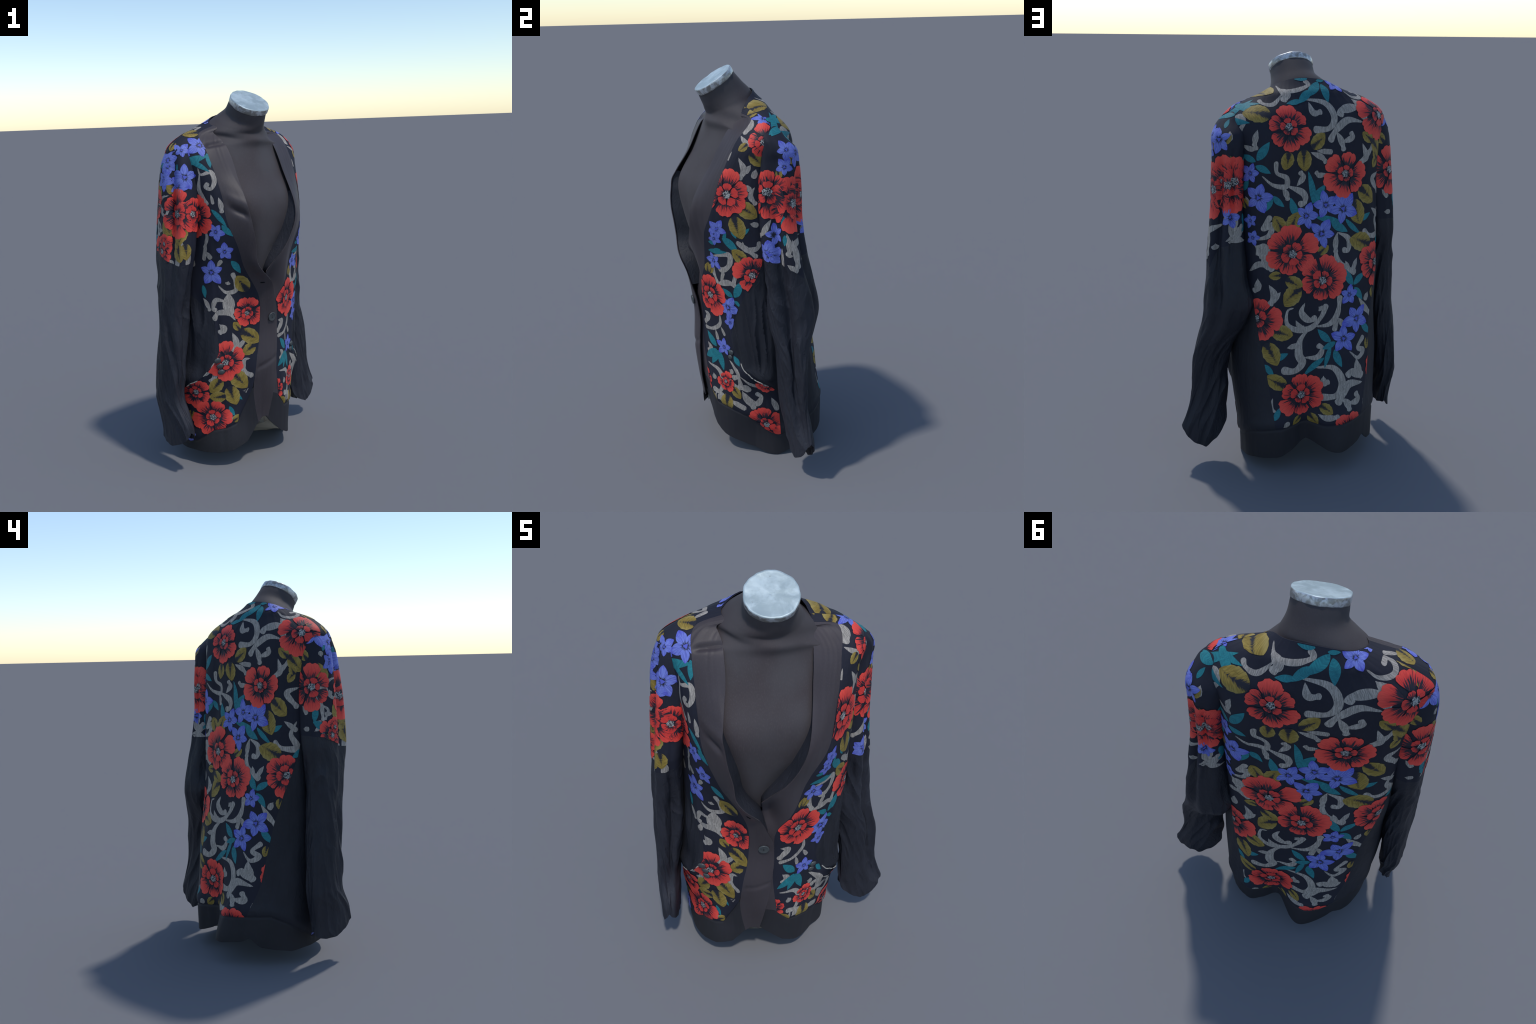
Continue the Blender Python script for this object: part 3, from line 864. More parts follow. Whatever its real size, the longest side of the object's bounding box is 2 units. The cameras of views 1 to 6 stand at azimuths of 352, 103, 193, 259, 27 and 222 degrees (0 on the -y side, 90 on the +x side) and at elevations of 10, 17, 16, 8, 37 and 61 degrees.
# brush-like scrolls: (width in metres, spine on the cloth)
SCROLLS = {}
SCROLLS['back'] = [
    (0.02,[(0.96,1.81),(1.26,1.765),(1.6,1.77),(1.82,1.79)]),
    (0.022,[(1.46,1.855),(0.92,1.82),(0.26,1.82),(-0.26,1.84),(-0.14,1.86)]),
    (0.038,[(1.26,1.835),(0.8,1.805),(0.94,1.775)]),
    (0.031,[(0.08,1.785),(-0.6,1.765),(-0.76,1.71),(-0.6,1.66),(-0.2,1.655)]),
    (0.028,[(-0.12,1.77),(-0.24,1.725),(-0.48,1.73)]),
    (0.04,[(-1.68,1.74),(-1.32,1.74),(-1.0,1.73),(-0.92,1.705)]),
    (0.046,[(-1.6,1.78),(-1.68,1.735),(-1.5,1.685)]),
    (0.032,[(-1.5,1.675),(-1.1,1.69),(-0.76,1.65),(-0.6,1.6)]),
    (0.029,[(-0.76,1.645),(-0.9,1.6),(-0.98,1.555)]),
    (0.026,[(-0.9,1.595),(-1.22,1.615),(-1.14,1.64)]),
    (0.02,[(-1.6,1.815),(-1.74,1.79),(-2.14,1.79),(-2.54,1.815),(-2.64,1.835),(-2.2,1.82)]),
    (0.025,[(2.6,1.705),(2.3,1.72),(2.18,1.69),(2.36,1.65)]),
    (0.025,[(2.64,1.7),(2.62,1.62),(2.52,1.58)]),
    (0.022,[(2.36,1.595),(2.12,1.58),(1.88,1.59)]),
    (0.025,[(1.78,1.66),(1.92,1.625),(2.02,1.59)]),
    (0.022,[(1.74,1.46),(1.32,1.415),(0.82,1.405),(0.8,1.445),(1.18,1.47),(1.22,1.525)]),
    (0.026,[(0.36,1.405),(0.12,1.445),(0.26,1.475)]),
    (0.025,[(0.96,1.4),(0.8,1.375),(0.68,1.34)]),
    (0.029,[(0.8,1.41),(0.12,1.375),(0.02,1.33),(0.26,1.32)]),
    (0.025,[(-0.12,1.56),(-0.4,1.535),(-0.54,1.505)]),
    (0.023,[(-0.28,1.565),(-0.68,1.555)]),
    (0.023,[(-0.56,1.455),(-0.36,1.45),(-0.26,1.47)]),
    (0.024,[(-1.44,1.495),(-1.7,1.52),(-2.02,1.575)]),
    (0.027,[(-1.56,1.585),(-1.74,1.52),(-1.52,1.495)]),
]
SCROLLS['back'] += [
    (0.028,[(-2.64,1.44),(-2.12,1.41),(-2.62,1.335)]),
    (0.03,[(-2.54,1.27),(-2.24,1.205),(-2.54,1.135),(-1.84,1.135),(-1.58,1.17)]),
    (0.024,[(-1.96,1.27),(-2.56,1.22)]),
    (0.025,[(2.06,1.16),(1.46,1.18),(1.32,1.23),(1.64,1.215),(1.36,1.275)]),
    (0.066,[(1.92,1.135),(1.66,1.11),(1.56,1.07)]),
    (0.04,[(1.62,1.1),(1.5,1.05),(1.22,1.015)]),
    (0.026,[(2.08,1.005),(1.74,1.045),(1.36,1.025)]),
    (0.031,[(1.78,0.975),(1.78,0.93),(1.94,0.91)]),
    (0.027,[(-0.8,1.175),(-1.08,1.14),(-1.06,1.085),(-0.88,1.09)]),
    (0.026,[(-0.8,1.175),(-0.74,1.13),(-0.72,1.075)]),
    (0.032,[(-0.72,1.115),(-0.78,1.025),(-1.22,0.97)]),
    (0.023,[(-1.3,1.04),(-1.12,0.985)]),
    (0.023,[(-0.94,1.035),(-1.0,0.99)]),
    (0.031,[(1.38,0.945),(1.2,0.895),(1.38,0.845)]),
    (0.027,[(0.96,0.91),(1.32,0.86)]),
    (0.026,[(0.48,0.835),(0.74,0.82),(0.78,0.76),(0.42,0.73),(-0.04,0.73),(-0.3,0.775),(-0.44,0.84)]),
    (0.031,[(0.08,0.855),(0.2,0.81),(-0.02,0.77),(-0.22,0.78)]),
    (0.02,[(0.42,0.775),(0.32,0.75),(0.12,0.735)]),
    (0.037,[(-0.04,0.73),(0.28,0.675),(0.34,0.61),(0.22,0.565),(0.5,0.53),(1.0,0.54)]),
    (0.027,[(-0.18,0.735),(-0.48,0.74),(-0.66,0.785),(-0.74,0.875)]),
    (0.025,[(-0.64,0.765),(-0.58,0.7)]),
    (0.025,[(-0.66,0.765),(-0.8,0.72)]),
    (0.024,[(0.8,0.645),(0.36,0.655)]),
    (0.026,[(0.14,0.59),(-0.2,0.585),(-0.32,0.625),(-0.2,0.645)]),
]
SCROLLS['back'] += [
    (0.031,[(-0.26,0.83),(-0.34,0.815)]),
    (0.028,[(-1.64,0.86),(-1.5,0.82)]),
    (0.028,[(-1.26,0.845),(-1.48,0.79),(-1.8,0.735)]),
    (0.025,[(-0.92,0.595),(-1.18,0.555),(-1.4,0.58),(-1.18,0.605),(-1.42,0.65)]),
    (0.034,[(-0.16,0.535),(-0.56,0.525),(-0.76,0.45),(-0.64,0.39),(-0.26,0.38)]),
    (0.032,[(-0.34,0.49),(-0.36,0.455),(-0.48,0.46)]),
    (0.036,[(-1.34,0.45),(-1.0,0.495),(-0.86,0.475)]),
    (0.046,[(-1.12,0.555),(-1.2,0.5),(-1.4,0.45)]),
    (0.036,[(-1.4,0.425),(-0.94,0.44),(-0.78,0.385),(-0.68,0.345)]),
    (0.032,[(-0.78,0.375),(-0.94,0.35),(-1.06,0.31)]),
    (0.032,[(-0.94,0.35),(-1.28,0.35),(-1.14,0.395)]),
    (0.015,[(1.22,0.395),(1.26,0.355),(1.16,0.325)]),
    (0.028,[(-0.3,0.295),(-0.5,0.28),(-0.82,0.29)]),
    (0.028,[(0.9,0.25),(0.66,0.27)]),
    (0.028,[(-1.52,0.285),(-1.56,0.34)]),
    (0.022,[(2.24,1.36),(2.14,1.32)]),
]
SCROLLS['right'] = [
    (0.022,[(8.1,1.615),(8.06,1.585),(7.72,1.595),(7.68,1.555),(7.84,1.515),(7.98,1.525),(7.88,1.545)]),
    (0.023,[(8.1,1.59),(8.18,1.515),(8.08,1.465),(8.0,1.43)]),
    (0.016,[(7.88,1.485),(7.86,1.435)]),
    (0.024,[(7.7,1.47),(7.68,1.43),(7.68,1.39)]),
    (0.018,[(8.12,1.31),(8.06,1.265),(8.14,1.205)]),
    (0.02,[(8.08,1.25),(8.18,1.14)]),
    (0.025,[(8.12,1.19),(7.98,1.15)]),
    (0.019,[(7.84,1.11),(7.7,1.145)]),
    (0.023,[(7.82,1.01),(7.58,0.97),(7.26,0.975),(7.3,1.03),(7.4,1.075)]),
    (0.029,[(7.5,1.03),(7.54,1.01)]),
    (0.062,[(7.5,0.97),(7.5,0.91),(7.44,0.84)]),
    (0.023,[(7.56,0.92),(7.9,0.93),(8.0,0.885),(7.88,0.875)]),
    (0.028,[(7.28,0.81),(7.5,0.855),(7.84,0.86),(8.0,0.82)]),
    (0.033,[(7.82,0.8),(7.68,0.77),(7.86,0.75)]),
    (0.022,[(8.26,0.94),(8.18,0.915),(8.1,0.87)]),
    (0.032,[(7.4,0.745),(7.26,0.68),(7.4,0.64)]),
    (0.023,[(6.9,0.71),(7.26,0.645)]),
    (0.029,[(6.78,0.595),(6.98,0.585),(7.02,0.53),(6.68,0.495)]),
    (0.036,[(7.06,0.415),(6.8,0.405),(6.8,0.345)]),
    (0.029,[(8.36,0.52),(8.14,0.555)]),
    (0.024,[(8.1,0.565),(8.0,0.515),(8.16,0.48)]),
    (0.025,[(8.06,0.6),(7.88,0.63)]),
    (0.031,[(7.54,0.26),(7.2,0.265)]),
    (0.018,[(8.66,1.815),(9.16,1.845)]),
]
SCROLLS['right'] += [
    (0.023,[(9.0,1.55),(9.14,1.49)]),
    (0.032,[(8.46,1.245),(8.46,1.17)]),
    (0.025,[(8.46,1.155),(8.44,1.105)]),
]
SCROLLS['left'] = [
    (0.045,[(3.88,1.795),(4.06,1.75),(4.26,1.72)]),
    (0.02,[(4.36,1.71),(3.7,1.675)]),
    (0.009,[(4.44,1.63),(4.42,1.585)]),
    (0.028,[(3.98,1.605),(3.68,1.545),(3.76,1.5)]),
    (0.022,[(3.52,1.57),(3.62,1.53)]),
    (0.026,[(3.34,1.55),(3.34,1.505)]),
    (0.023,[(3.24,1.465),(3.32,1.425),(3.14,1.38)]),
    (0.024,[(3.34,1.29),(3.1,1.28)]),
    (0.025,[(3.58,1.2),(3.54,1.16),(3.2,1.165),(3.08,1.2)]),
    (0.024,[(4.84,1.105),(4.9,1.025),(4.74,0.955)]),
    (0.026,[(4.82,1.105),(4.12,1.125),(4.14,1.07),(4.48,1.04),(4.58,1.055)]),
    (0.03,[(4.8,0.955),(4.3,0.975),(3.94,0.965)]),
    (0.02,[(3.88,1.04),(4.04,0.975)]),
    (0.031,[(5.58,0.77),(5.42,0.755),(5.62,0.7)]),
    (0.02,[(5.02,0.815),(5.02,0.735),(5.28,0.69),(5.6,0.68)]),
    (0.018,[(5.22,0.685),(5.16,0.63)]),
    (0.018,[(5.02,0.71),(4.88,0.665)]),
    (0.028,[(5.5,0.6),(5.4,0.57),(5.52,0.545)]),
    (0.027,[(5.54,0.48),(5.18,0.46),(5.02,0.4),(5.14,0.335),(5.38,0.34)]),
    (0.028,[(5.34,0.43),(5.3,0.395)]),
    (0.018,[(5.26,0.325),(5.36,0.24)]),
    (0.028,[(4.7,0.53),(4.42,0.465),(4.42,0.39),(4.82,0.415)]),
    (0.031,[(4.8,0.48),(4.64,0.465)]),
    (0.043,[(4.38,0.38),(4.02,0.41)]),
]
SCROLLS['left'] += [
    (0.033,[(4.34,0.375),(4.22,0.325),(3.94,0.27)]),
    (0.028,[(4.28,0.365),(3.9,0.305),(3.66,0.355),(3.88,0.375)]),
    (0.027,[(4.64,0.225),(4.5,0.195),(4.2,0.2)]),
    (0.028,[(4.76,0.305),(4.24,0.265)]),
    (0.02,[(4.3,0.47),(3.9,0.43),(3.36,0.42)]),
    (0.028,[(3.26,0.355),(3.04,0.275)]),
    (0.039,[(5.22,0.285),(4.98,0.325)]),
    (0.019,[(4.44,1.025),(4.14,1.065)]),
    (0.019,[(4.6,0.96),(4.4,1.03)]),
    (0.022,[(3.42,1.17),(3.72,1.19),(3.18,1.12)]),
    (0.03,[(4.78,0.535),(4.4,0.47),(4.68,0.435)]),
    (0.024,[(3.56,1.475),(3.32,1.45)]),
]
SCROLLS['sleeveR'] = [
    (0.018,[(3.4,1.486),(2.81,1.462),(2.91,1.408),(3.26,1.384),(3.44,1.438)]),
    (0.015,[(2.55,1.354),(2.88,1.324),(2.72,1.276)]),
    (0.027,[(3.23,1.486),(2.71,1.45),(2.5,1.396),(2.36,1.378)]),
    (0.027,[(2.97,1.426),(3.04,1.396)]),
    (0.024,[(2.5,1.39),(2.58,1.336),(2.62,1.27)]),
    (0.021,[(3.09,1.306),(2.71,1.306)]),
    (0.023,[(4.03,1.204),(3.96,1.12)]),
    (0.022,[(1.47,1.348),(1.83,1.306)]),
    (0.022,[(1.47,1.234),(1.95,1.234)]),
    (0.022,[(4.21,1.252),(4.15,1.222)]),
    (0.024,[(2.65,1.588),(2.62,1.618)]),
    (0.027,[(2.58,1.666),(2.93,1.714)]),
    (0.031,[(4.68,1.198),(4.68,1.126)]),
    (0.022,[(3.02,1.162),(3.8,1.138)]),
    (0.026,[(2.22,1.222),(2.48,1.246),(2.43,1.276)]),
]
SCROLLS['sleeveL'] = [
    (0.024,[(-0.87,1.318),(-1.27,1.258),(-1.83,1.228)]),
    (0.027,[(-0.03,1.252),(0.0,1.18),(-0.14,1.144)]),
    (0.027,[(1.05,1.234),(0.26,1.198),(0.26,1.132)]),
    (0.024,[(1.33,1.282),(1.2,1.24)]),
    (0.031,[(0.17,1.222),(0.26,1.15),(0.23,1.078)]),
    (0.024,[(-0.37,1.18),(-0.51,1.084)]),
    (0.024,[(-0.21,1.102),(0.21,1.066)]),
    (0.034,[(-0.02,1.156),(-0.02,1.138)]),
    (0.015,[(-0.26,1.072),(-0.3,1.018)]),
    (0.048,[(1.5,1.258),(1.87,1.198),(2.43,1.222)]),
    (0.028,[(1.31,1.162),(1.82,1.174),(2.6,1.138)]),
    (0.038,[(0.66,1.144),(0.66,1.114)]),
    (0.027,[(1.55,1.198),(1.85,1.24),(1.68,1.318)]),
    (0.027,[(1.45,1.156),(2.01,1.15)]),
    (0.024,[(1.31,1.66),(1.41,1.618)]),
]

# ---------------------------------------------------------------- printed motifs
def base_surface(key):
    if key == 'sleeveL':
        return lambda a, z: sleeve_point(SLEEVE_L, [], a, z, False)
    if key == 'sleeveR':
        return lambda a, z: sleeve_point(SLEEVE_R, [], a, z, False)
    return body


PANEL = {'back': back_panel, 'left': front_left, 'right': front_right, 'sleeveL': sleeve_L, 'sleeveR': sleeve_R}
EPS = 1.2e-3


def clip_to_panel(key, a, b):
    "the print stops at the seams of the panel it lies on"
    if key == 'sleeveL' or key == 'sleeveR':
        side = key[-1]
        deg = np.degrees(a)
        deg = (deg + 180) % 360 - 180 if side == 'L' else deg % 360
        return a, np.clip(b, SLEEVE_SEAM[side](deg) + EPS, 1.74)
    lo, hi = {'back': (lambda h: GUSSET_BR(h) - 12, GUSSET_BL), 'left': (GUSSET_FL, BAND_L), 'right': (BAND_R, GUSSET_FR)}[key]
    b = np.clip(b, .05, 1.868)
    for _ in range(3):
        a = np.clip(a, lo(b) + .004, hi(b) - .004)
        b = np.maximum(b, HEM_SEAM(np.mod(a, 12)) + EPS)
    return a, b


def jac(f, a, b):
    e = 1e-3
    fa = (f(a + e, b) - f(a - e, b))/(2*e)
    fb = (f(a, b + e) - f(a, b - e))/(2*e)
    return fa, fb


def frame_at(key, a, b):
    f = base_surface(key)
    A, B = np.array([a]), np.array([b])
    fa, fb = jac(f, A, B)
    n = np.cross(fa, fb)[0]
    if not key.startswith('sleeve'):
        n = -n
    n /= np.linalg.norm(n)
    up = fb[0] - n*(fb[0] @ n)
    up /= np.linalg.norm(up)
    return np.cross(up, n), up, n


def walk(key, a, b, turn, X, Y, steps=5):
    "lay plane coordinates (X, Y metres) on the cloth by walking geodesically from (a, b)"
    f = base_surface(key)
    right, up, n = frame_at(key, a, b)
    c, s = math.cos(turn), math.sin(turn)
    ex, ey = right*c - up*s, right*s + up*c
    d = (X[..., None]*ex + Y[..., None]*ey)/steps
    L = np.linalg.norm(d, axis=-1, keepdims=True)
    A, B = np.full(X.shape, float(a)), np.full(X.shape, float(b))
    for _ in range(steps):
        fa, fb = jac(f, A, B)
        g11, g12, g22 = (fa*fa).sum(-1), (fa*fb).sum(-1), (fb*fb).sum(-1)
        r1, r2 = (fa*d).sum(-1), (fb*d).sum(-1)
        det = g11*g22 - g12*g12 + 1e-12
        da, db = (r1*g22 - r2*g12)/det, (r2*g11 - r1*g12)/det
        A = A + np.clip(da, -.5, .5)
        B = B + np.clip(db, -.05, .05)
        if not key.startswith('sleeve'):
            B = np.clip(B, .03, 1.868)
        nn = np.cross(fa, fb)
        nn /= np.linalg.norm(nn, axis=-1, keepdims=True) + 1e-12
        d = d - nn*(d*nn).sum(-1, keepdims=True)
        d = d/(np.linalg.norm(d, axis=-1, keepdims=True) + 1e-12)*L
    return A, B, (ex, ey, n)


def motif_object(name, key, a, b, frame, size, sheets, lift):
    "one motif: sheets = [(A grid, B grid, material slot)], laid just above the cloth"
    origin = base_surface(key)(np.array([a]), np.array([b]))[0]
    ex, ey, n = frame
    M = np.stack([ex, ey, n], 1)
    verts, norms, faces, slots = [], [], [], []
    off = 0
    for A, B, slot, extra in sheets:
        A, B = clip_to_panel(key, A, B)
        P, N = CLOTH[key].at(A, B)
        P = P + N*(lift + extra)
        r, c = A.shape
        idx = np.arange(r*c).reshape(r, c) + off
        q = np.stack([idx[:-1, :-1], idx[:-1, 1:], idx[1:, 1:], idx[1:, :-1]], -1).reshape(-1, 4)
        pts = P.reshape(-1, 3)
        quad = pts[q - off]
        area = np.linalg.norm(np.cross(quad[:, 2] - quad[:, 0], quad[:, 3] - quad[:, 1]), axis=1)
        q = q[area > 1e-7]
        quad = pts[q - off]
        if len(q):
            fn = np.cross(quad[:, 2] - quad[:, 0], quad[:, 3] - quad[:, 1])
            wrong = (fn*N.reshape(-1, 3)[q[:, 0] - off]).sum(1) < 0
            q[wrong] = q[wrong][:, ::-1]
        verts.append(pts)
        norms.append(N.reshape(-1, 3))
        faces.append(q)
        slots += [slot]*len(q)
        off += r*c
    F = np.concatenate(faces)
    if len(F) < 4:
        return None
    V, Nn = np.concatenate(verts), np.concatenate(norms)
    used = np.unique(F)
    remap = np.full(len(V), -1)
    remap[used] = np.arange(len(used))
    V, Nn, F = V[used], Nn[used], remap[F]
    loc = (V - origin) @ M / size
    me = bpy.data.meshes.new(name)
    me.from_pydata(loc.tolist(), [], F.tolist())
    me.polygons.foreach_set("use_smooth", np.ones(len(F), bool))
    me.polygons.foreach_set("material_index", np.array(slots, np.int32))
    me.update()
    me.normals_split_custom_set_from_vertices((Nn @ M).tolist())
    ob = add_object(name, me, PANEL[key])
    mw = Matrix([[*(M[i]*size), origin[i]] for i in range(3)] + [[0, 0, 0, 1]])
    ob.matrix_local = mw
    return ob


rng = np.random.default_rng(7)


def petal_sheet(axis, half, r0, r1, rows, cols, point=0.0, frill=0.0, neck=.55, seed=0.0):
    "a petal in polar form: axis and half angle, from r0 to r1; pointed or frilled at the tip"
    t = np.linspace(0, 1, rows)[:, None]
    v = np.linspace(-1, 1, cols)[None, :]
    prof = neck + (1 - neck)*np.sin(np.clip(t*1.25, 0, 1)*math.pi/2)
    if point:
        prof = np.maximum(np.sin(np.clip(t*.93 + .07, 0, 1)*math.pi), 0)**.75*(1 - point) + point*(1 - t)*1.3*np.sin(np.clip(t*2, 0, 1)*math.pi/2)
    end = r1*(1 - .16*np.abs(v)**3.2 + frill*np.sin(v*9 + seed)*.5 + frill*np.cos(v*17 + seed*2)*.3)
    if point:
        end = r1*(1 - .0*v)
    r = r0 + (end - r0)*t
    if point:
        w = prof*half*(r1*.55)
        lat = v*w
        return lat*np.cos(axis) + r*np.sin(axis), -lat*np.sin(axis) + r*np.cos(axis)
    th = axis + v*half*prof
    return r*np.sin(th), r*np.cos(th)


def red_flower(key, a, b, turn, size):
    seed = rng.uniform(0, 6)
    sheets = []
    count = 6 if rng.random() < .6 else 5
    shift = rng.uniform(-.10, .10, 2)
    for i in range(count):
        ax = i*2*math.pi/count + rng.uniform(-.10, .10)
        X, Y = petal_sheet(ax, math.pi/count*rng.uniform(.90, 1.0), .30, rng.uniform(.82, 1.08), 14, 15, frill=.05, neck=.50, seed=seed + i)
        sheets.append((X, Y, 0, .0002*(i % 3)))
    for i in range(5):
        ax = i*2*math.pi/5 + seed
        X, Y = petal_sheet(ax, math.pi/5*.90, .11, rng.uniform(.34, .48), 8, 9, frill=.06, neck=.5, seed=seed*2 + i)
        sheets.append((X + shift[0], Y + shift[1], 1, .0008))
    t = np.linspace(0, 1, 5)[:, None]
    th = np.linspace(0, 2*math.pi, 17)[None, :]
    r = t*.155*(1 + .12*np.sin(5*th + seed))
    sheets.append((r*np.sin(th) + shift[0], r*np.cos(th) + shift[1], 2, .0012))
    laid = []
    for X, Y, slot, ex in sheets:
        A, B, fr = walk(key, a, b, turn, X*size, Y*size)
        laid.append((A, B, slot, ex))
    ob = motif_object("red_flower", key, a, b, fr, size, laid, .0022)
    if ob:
        for m in (M_red, M_red_inner, M_centre):
            ob.data.materials.append(m)


def blue_flower(key, a, b, turn, size):
    laid = []
    for i in range(5):
        ax = i*2*math.pi/5 + rng.uniform(-.1, .1)
        X, Y = petal_sheet(ax, .62*rng.uniform(.85, 1.1), .12, rng.uniform(.92, 1.16), 12, 9, point=.22)
        A, B, fr = walk(key, a, b, turn, X*size, Y*size)
        laid.append((A, B, 0, .0002*(i % 2)))
    t = np.linspace(0, 1, 4)[:, None]
    th = np.linspace(0, 2*math.pi, 13)[None, :]
    r = t*.13*(1 + .25*np.sin(3*th + i))
    A, B, fr = walk(key, a, b, turn, r*np.sin(th)*size, r*np.cos(th)*size)
    laid.append((A, B, 1, .0006))
    ob = motif_object("blue_flower", key, a, b, fr, size, laid, .0017)
    if ob:
        for m in (M_blue, M_eye):
            ob.data.materials.append(m)


def leaf(kind, key, a, b, turn, size):
    t = np.linspace(0, 1, 22)[:, None]
    v = np.linspace(-1, 1, 11)[None, :]
    seed = rng.uniform(0, 6)
    bend = rng.uniform(-.12, .12)
    if kind == 'gold':
        wide = .84*(t + .004)**.55*np.clip(1 - t, 0, 1)**.80
        tooth = 1 + .13*np.abs(((t*4.2 + seed) % 1) - .2)*np.sin(t*math.pi)
        X = v*wide*tooth + bend*t*t
        Y = t + .10*np.abs(v)*(1 - t)*t*2
        name, mat, lift = "gold_leaf", M_gold, .0013
    else:
        wide = (.20 if size < .10 else .11)*np.sin(np.clip(t, 0, 1)**.85*math.pi)**.85
        X = v*wide + bend*2*t*t
        Y = t + 0*v
        name, mat, lift = "teal_leaf", M_teal, .0010
    size *= 1.13
    A, B, fr = walk(key, a, b, turn, X*size, Y*size)
    ob = motif_object(name, key, a, b, fr, size, [(A, B, 0, 0)], lift)
    if ob:
        ob.data.materials.append(mat)


def spline(points, n):
    p = np.array(points, float)
    q = np.concatenate([2*p[:1] - p[1:2], p, 2*p[-1:] - p[-2:-1]])
    out = []
    for i in range(len(p) - 1):
        t = np.linspace(0, 1, n, endpoint=(i == len(p) - 2))
        out.append(cubic(q[i], q[i+1], q[i+2], q[i+3], t))
    return np.concatenate(out)


def scroll(key, width, points):
    "a brush stroke: ribbon along a spine on the cloth, pointed at the start, round at the end"
    C = spline(points, 26)
    f = base_surface(key)
    A0, B0 = C[:, 0], C[:, 1]
    P = f(A0, B0)
    T = np.gradient(P, axis=0)
    T /= np.linalg.norm(T, axis=1, keepdims=True) + 1e-12
    fa, fb = jac(f, A0, B0)
    n = np.cross(fa, fb)
    n /= np.linalg.norm(n, axis=1, keepdims=True) + 1e-12
    side = np.cross(n, T)
    arc = np.concatenate([[0], np.cumsum(np.linalg.norm(np.diff(P, axis=0), axis=1))])
    u = arc/arc[-1]
    x = np.clip(1 - (arc[-1] - arc)/(width*.5), 0, 1)
    ends = np.sqrt(np.maximum(1 - x*x, 0))
    if len(points) > 2:
        w = width*.56*(.28 + .72*ramp(u, 0, .48))*(1 - .30*bump(u, .78, .11))
    else:
        w = width*.54*(.30 + .70*ramp(u, 0, .5))
    w = w*ends*np.minimum(1, .12 + arc/(width*.45))
    v = np.linspace(-1, 1, 7)
    g11, g12, g22 = (fa*fa).sum(-1), (fa*fb).sum(-1), (fb*fb).sum(-1)
    det = g11*g22 - g12*g12 + 1e-12
    r1, r2 = (fa*side).sum(-1), (fb*side).sum(-1)
    da, db = (r1*g22 - r2*g12)/det, (r2*g11 - r1*g12)/det
    A = A0[:, None] + da[:, None]*w[:, None]*v[None, :]
    B = B0[:, None] + db[:, None]*w[:, None]*v[None, :]
    k = len(C)//2
    ob = motif_object("grey_scroll", key, A0[k], B0[k], frame_at(key, A0[k], B0[k]), 1.0, [(A, B, 0, 0)], .0006)
    if ob:
        ob.data.materials.append(M_scroll)


for key, items in SCROLLS.items():
    for width, pts in items:
        scroll(key, width, pts)
for key, items in TEAL_LEAVES.items():
    for a, b, deg, size in items:
        leaf('teal', key, a, b, math.radians(deg), size)
for key, items in GOLD_LEAVES.items():
    for a, b, deg, size in items:
        leaf('gold', key, a, b, math.radians(deg), size)
for key, items in BLUE_FLOWERS.items():
    for a, b, deg, size in items:
        blue_flower(key, a, b, math.radians(deg), size)
for key, items in RED_FLOWERS.items():
    for a, b, deg, size in items:
        red_flower(key, a, b, math.radians(deg), size)


# ---------------------------------------------------------------- trimmings
def lathe(name, profile, key, s, h, lift, mat, squash=1.0, turn=0.0):
    "round trimming standing on the cloth: profile of (radius, height)"
    P, N = CLOTH[key].at(np.array([s]), np.array([h]))
    right, up, n = frame_at(key, s, h)
    n = N[0]
    right = np.cross(up, n)
    right /= np.linalg.norm(right)
    up = np.cross(n, right)
    th = np.linspace(0, 2*math.pi, 40, endpoint=False)
    rows = [np.stack([r*np.cos(th), r*np.sin(th)*squash, 0*th + z], -1) for r, z in profile]
    me = grid_mesh(name, np.stack(rows), wrap=True, mats=[mat])
    ob = add_object(name, me)
    rot = Matrix([[right[i], up[i], n[i]] for i in range(3)]).to_4x4()
    ob.matrix_local = Matrix.Translation(Vector(P[0] + n*lift)) @ rot @ Matrix.Rotation(turn, 4, 'Z')
    return ob


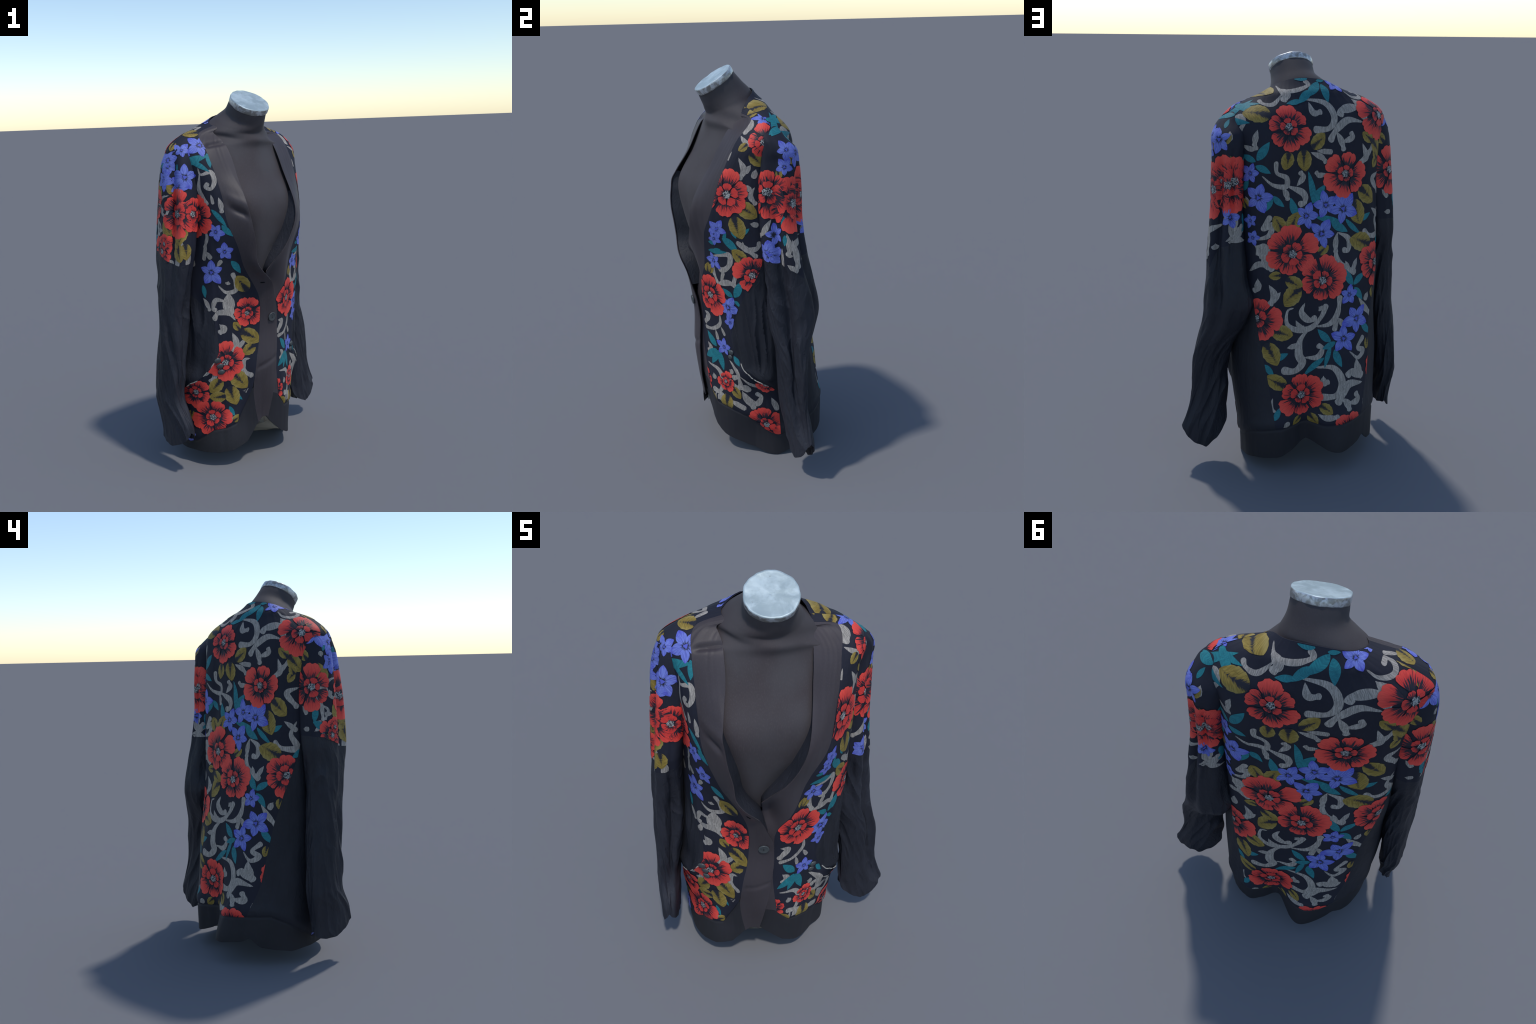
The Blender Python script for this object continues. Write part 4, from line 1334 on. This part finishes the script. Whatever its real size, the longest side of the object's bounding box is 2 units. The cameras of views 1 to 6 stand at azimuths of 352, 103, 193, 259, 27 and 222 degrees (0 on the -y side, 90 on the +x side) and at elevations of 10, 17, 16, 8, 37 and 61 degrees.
BUTTON = [(.0215, -.002), (.0240, .001), (.0245, .004), (.0235, .0062), (.0205, .0068), (.0180, .0056), (.010, .0050), (.0003, .0050)]
button = lathe("button", BUTTON, 'right', 6.02, .812, .001, M_button)
for dx in (-.0045, .0045):
    eye_stud = lathe("button_eye_stud", [(.0024, .0), (.0022, .0056), (.0004, .0058)], 'right', 6.02, .812, .001, M_hole_dark)  # dark stud set on the button in place of a pierced hole
    eye_stud.matrix_local = eye_stud.matrix_local @ Matrix.Translation((0, dx, 0))
    eye_stud.parent = button
    eye_stud.matrix_local = Matrix.Translation((0, dx, 0))
slit_patch = lathe("buttonhole_patch", [(.013, -.001), (.012, .0012), (.0002, .0014)], 'right', 6.42, 1.012, .0006, M_hole_dark, .28, .25)  # dark raised oval laid on the band instead of a cut opening

# small dark shank buttons gathered on the pocket mouths
SMALL = [(.0175, -.002), (.0200, .001), (.0195, .0045), (.015, .0075), (.008, .0090), (.0003, .0094)]
for key, s, h, k in (('right', 7.92, .603, 1.0), ('right', 7.84, .570, .95), ('right', 7.80, .536, .95), ('left', 4.66, .585, .85), ('left', 4.72, .556, .8)):
    lathe("pocket_button", [(r*k, z*k) for r, z in SMALL], key, s, h, .001, M_button, .78, .2)


def print_edge(key, seam, h0, h1, radius, out):
    "added cord tracing the printed edge along the slanted pocket mouth"
    h = np.linspace(h0, h1, 70)
    s = seam(h) + out
    P, N = CLOTH[key].at(s, h)
    P = P + N*.001
    T = np.gradient(P, axis=0)
    T /= np.linalg.norm(T, axis=1, keepdims=True)
    S = np.cross(N, T)
    th = np.linspace(0, 2*math.pi, 10, endpoint=False)
    ends = np.minimum(1, np.minimum(np.arange(70), 69 - np.arange(70))/4 + .05)
    ring = P[:, None, :] + radius*ends[:, None, None]*(np.cos(th)[None, :, None]*S[:, None, :] + np.sin(th)[None, :, None]*N[:, None, :])
    return add_object("pocket_print_edge", grid_mesh("pocket_print_edge", ring, wrap=True, flip=True, mats=[M_print_edge]))


print_edge('left', GUSSET_FL, .425, .545, .0028, .02)  # raised cord is added; the pale edge itself is only print
print_edge('right', GUSSET_FR, .440, .600, .0028, -.02)


# added webs: black sheets closing the gap from front bands to dress form
def add_gap_web(key, seam, sign, low, high):
    h = np.linspace(low, high, 80)
    edge, en = CLOTH[key].at(seam(h) + sign*.02, h)
    edge = edge - en*.004
    inner = form(seam(h) + sign*(.05 - .10*ramp(h, high, high - .17)), h) + np.array([0, .012, 0])
    t = np.linspace(0, 1, 14)[:, None, None]
    P = edge[None]*(1 - t) + inner[None]*t - en[None]*.008*np.sin(t*math.pi)
    add_object("gap_web", grid_mesh("gap_web", P, mats=[M_black]))


add_gap_web('right', EDGE_R, 1, .90, 1.47)
add_gap_web('left', EDGE_L, -1, 1.04, 1.47)
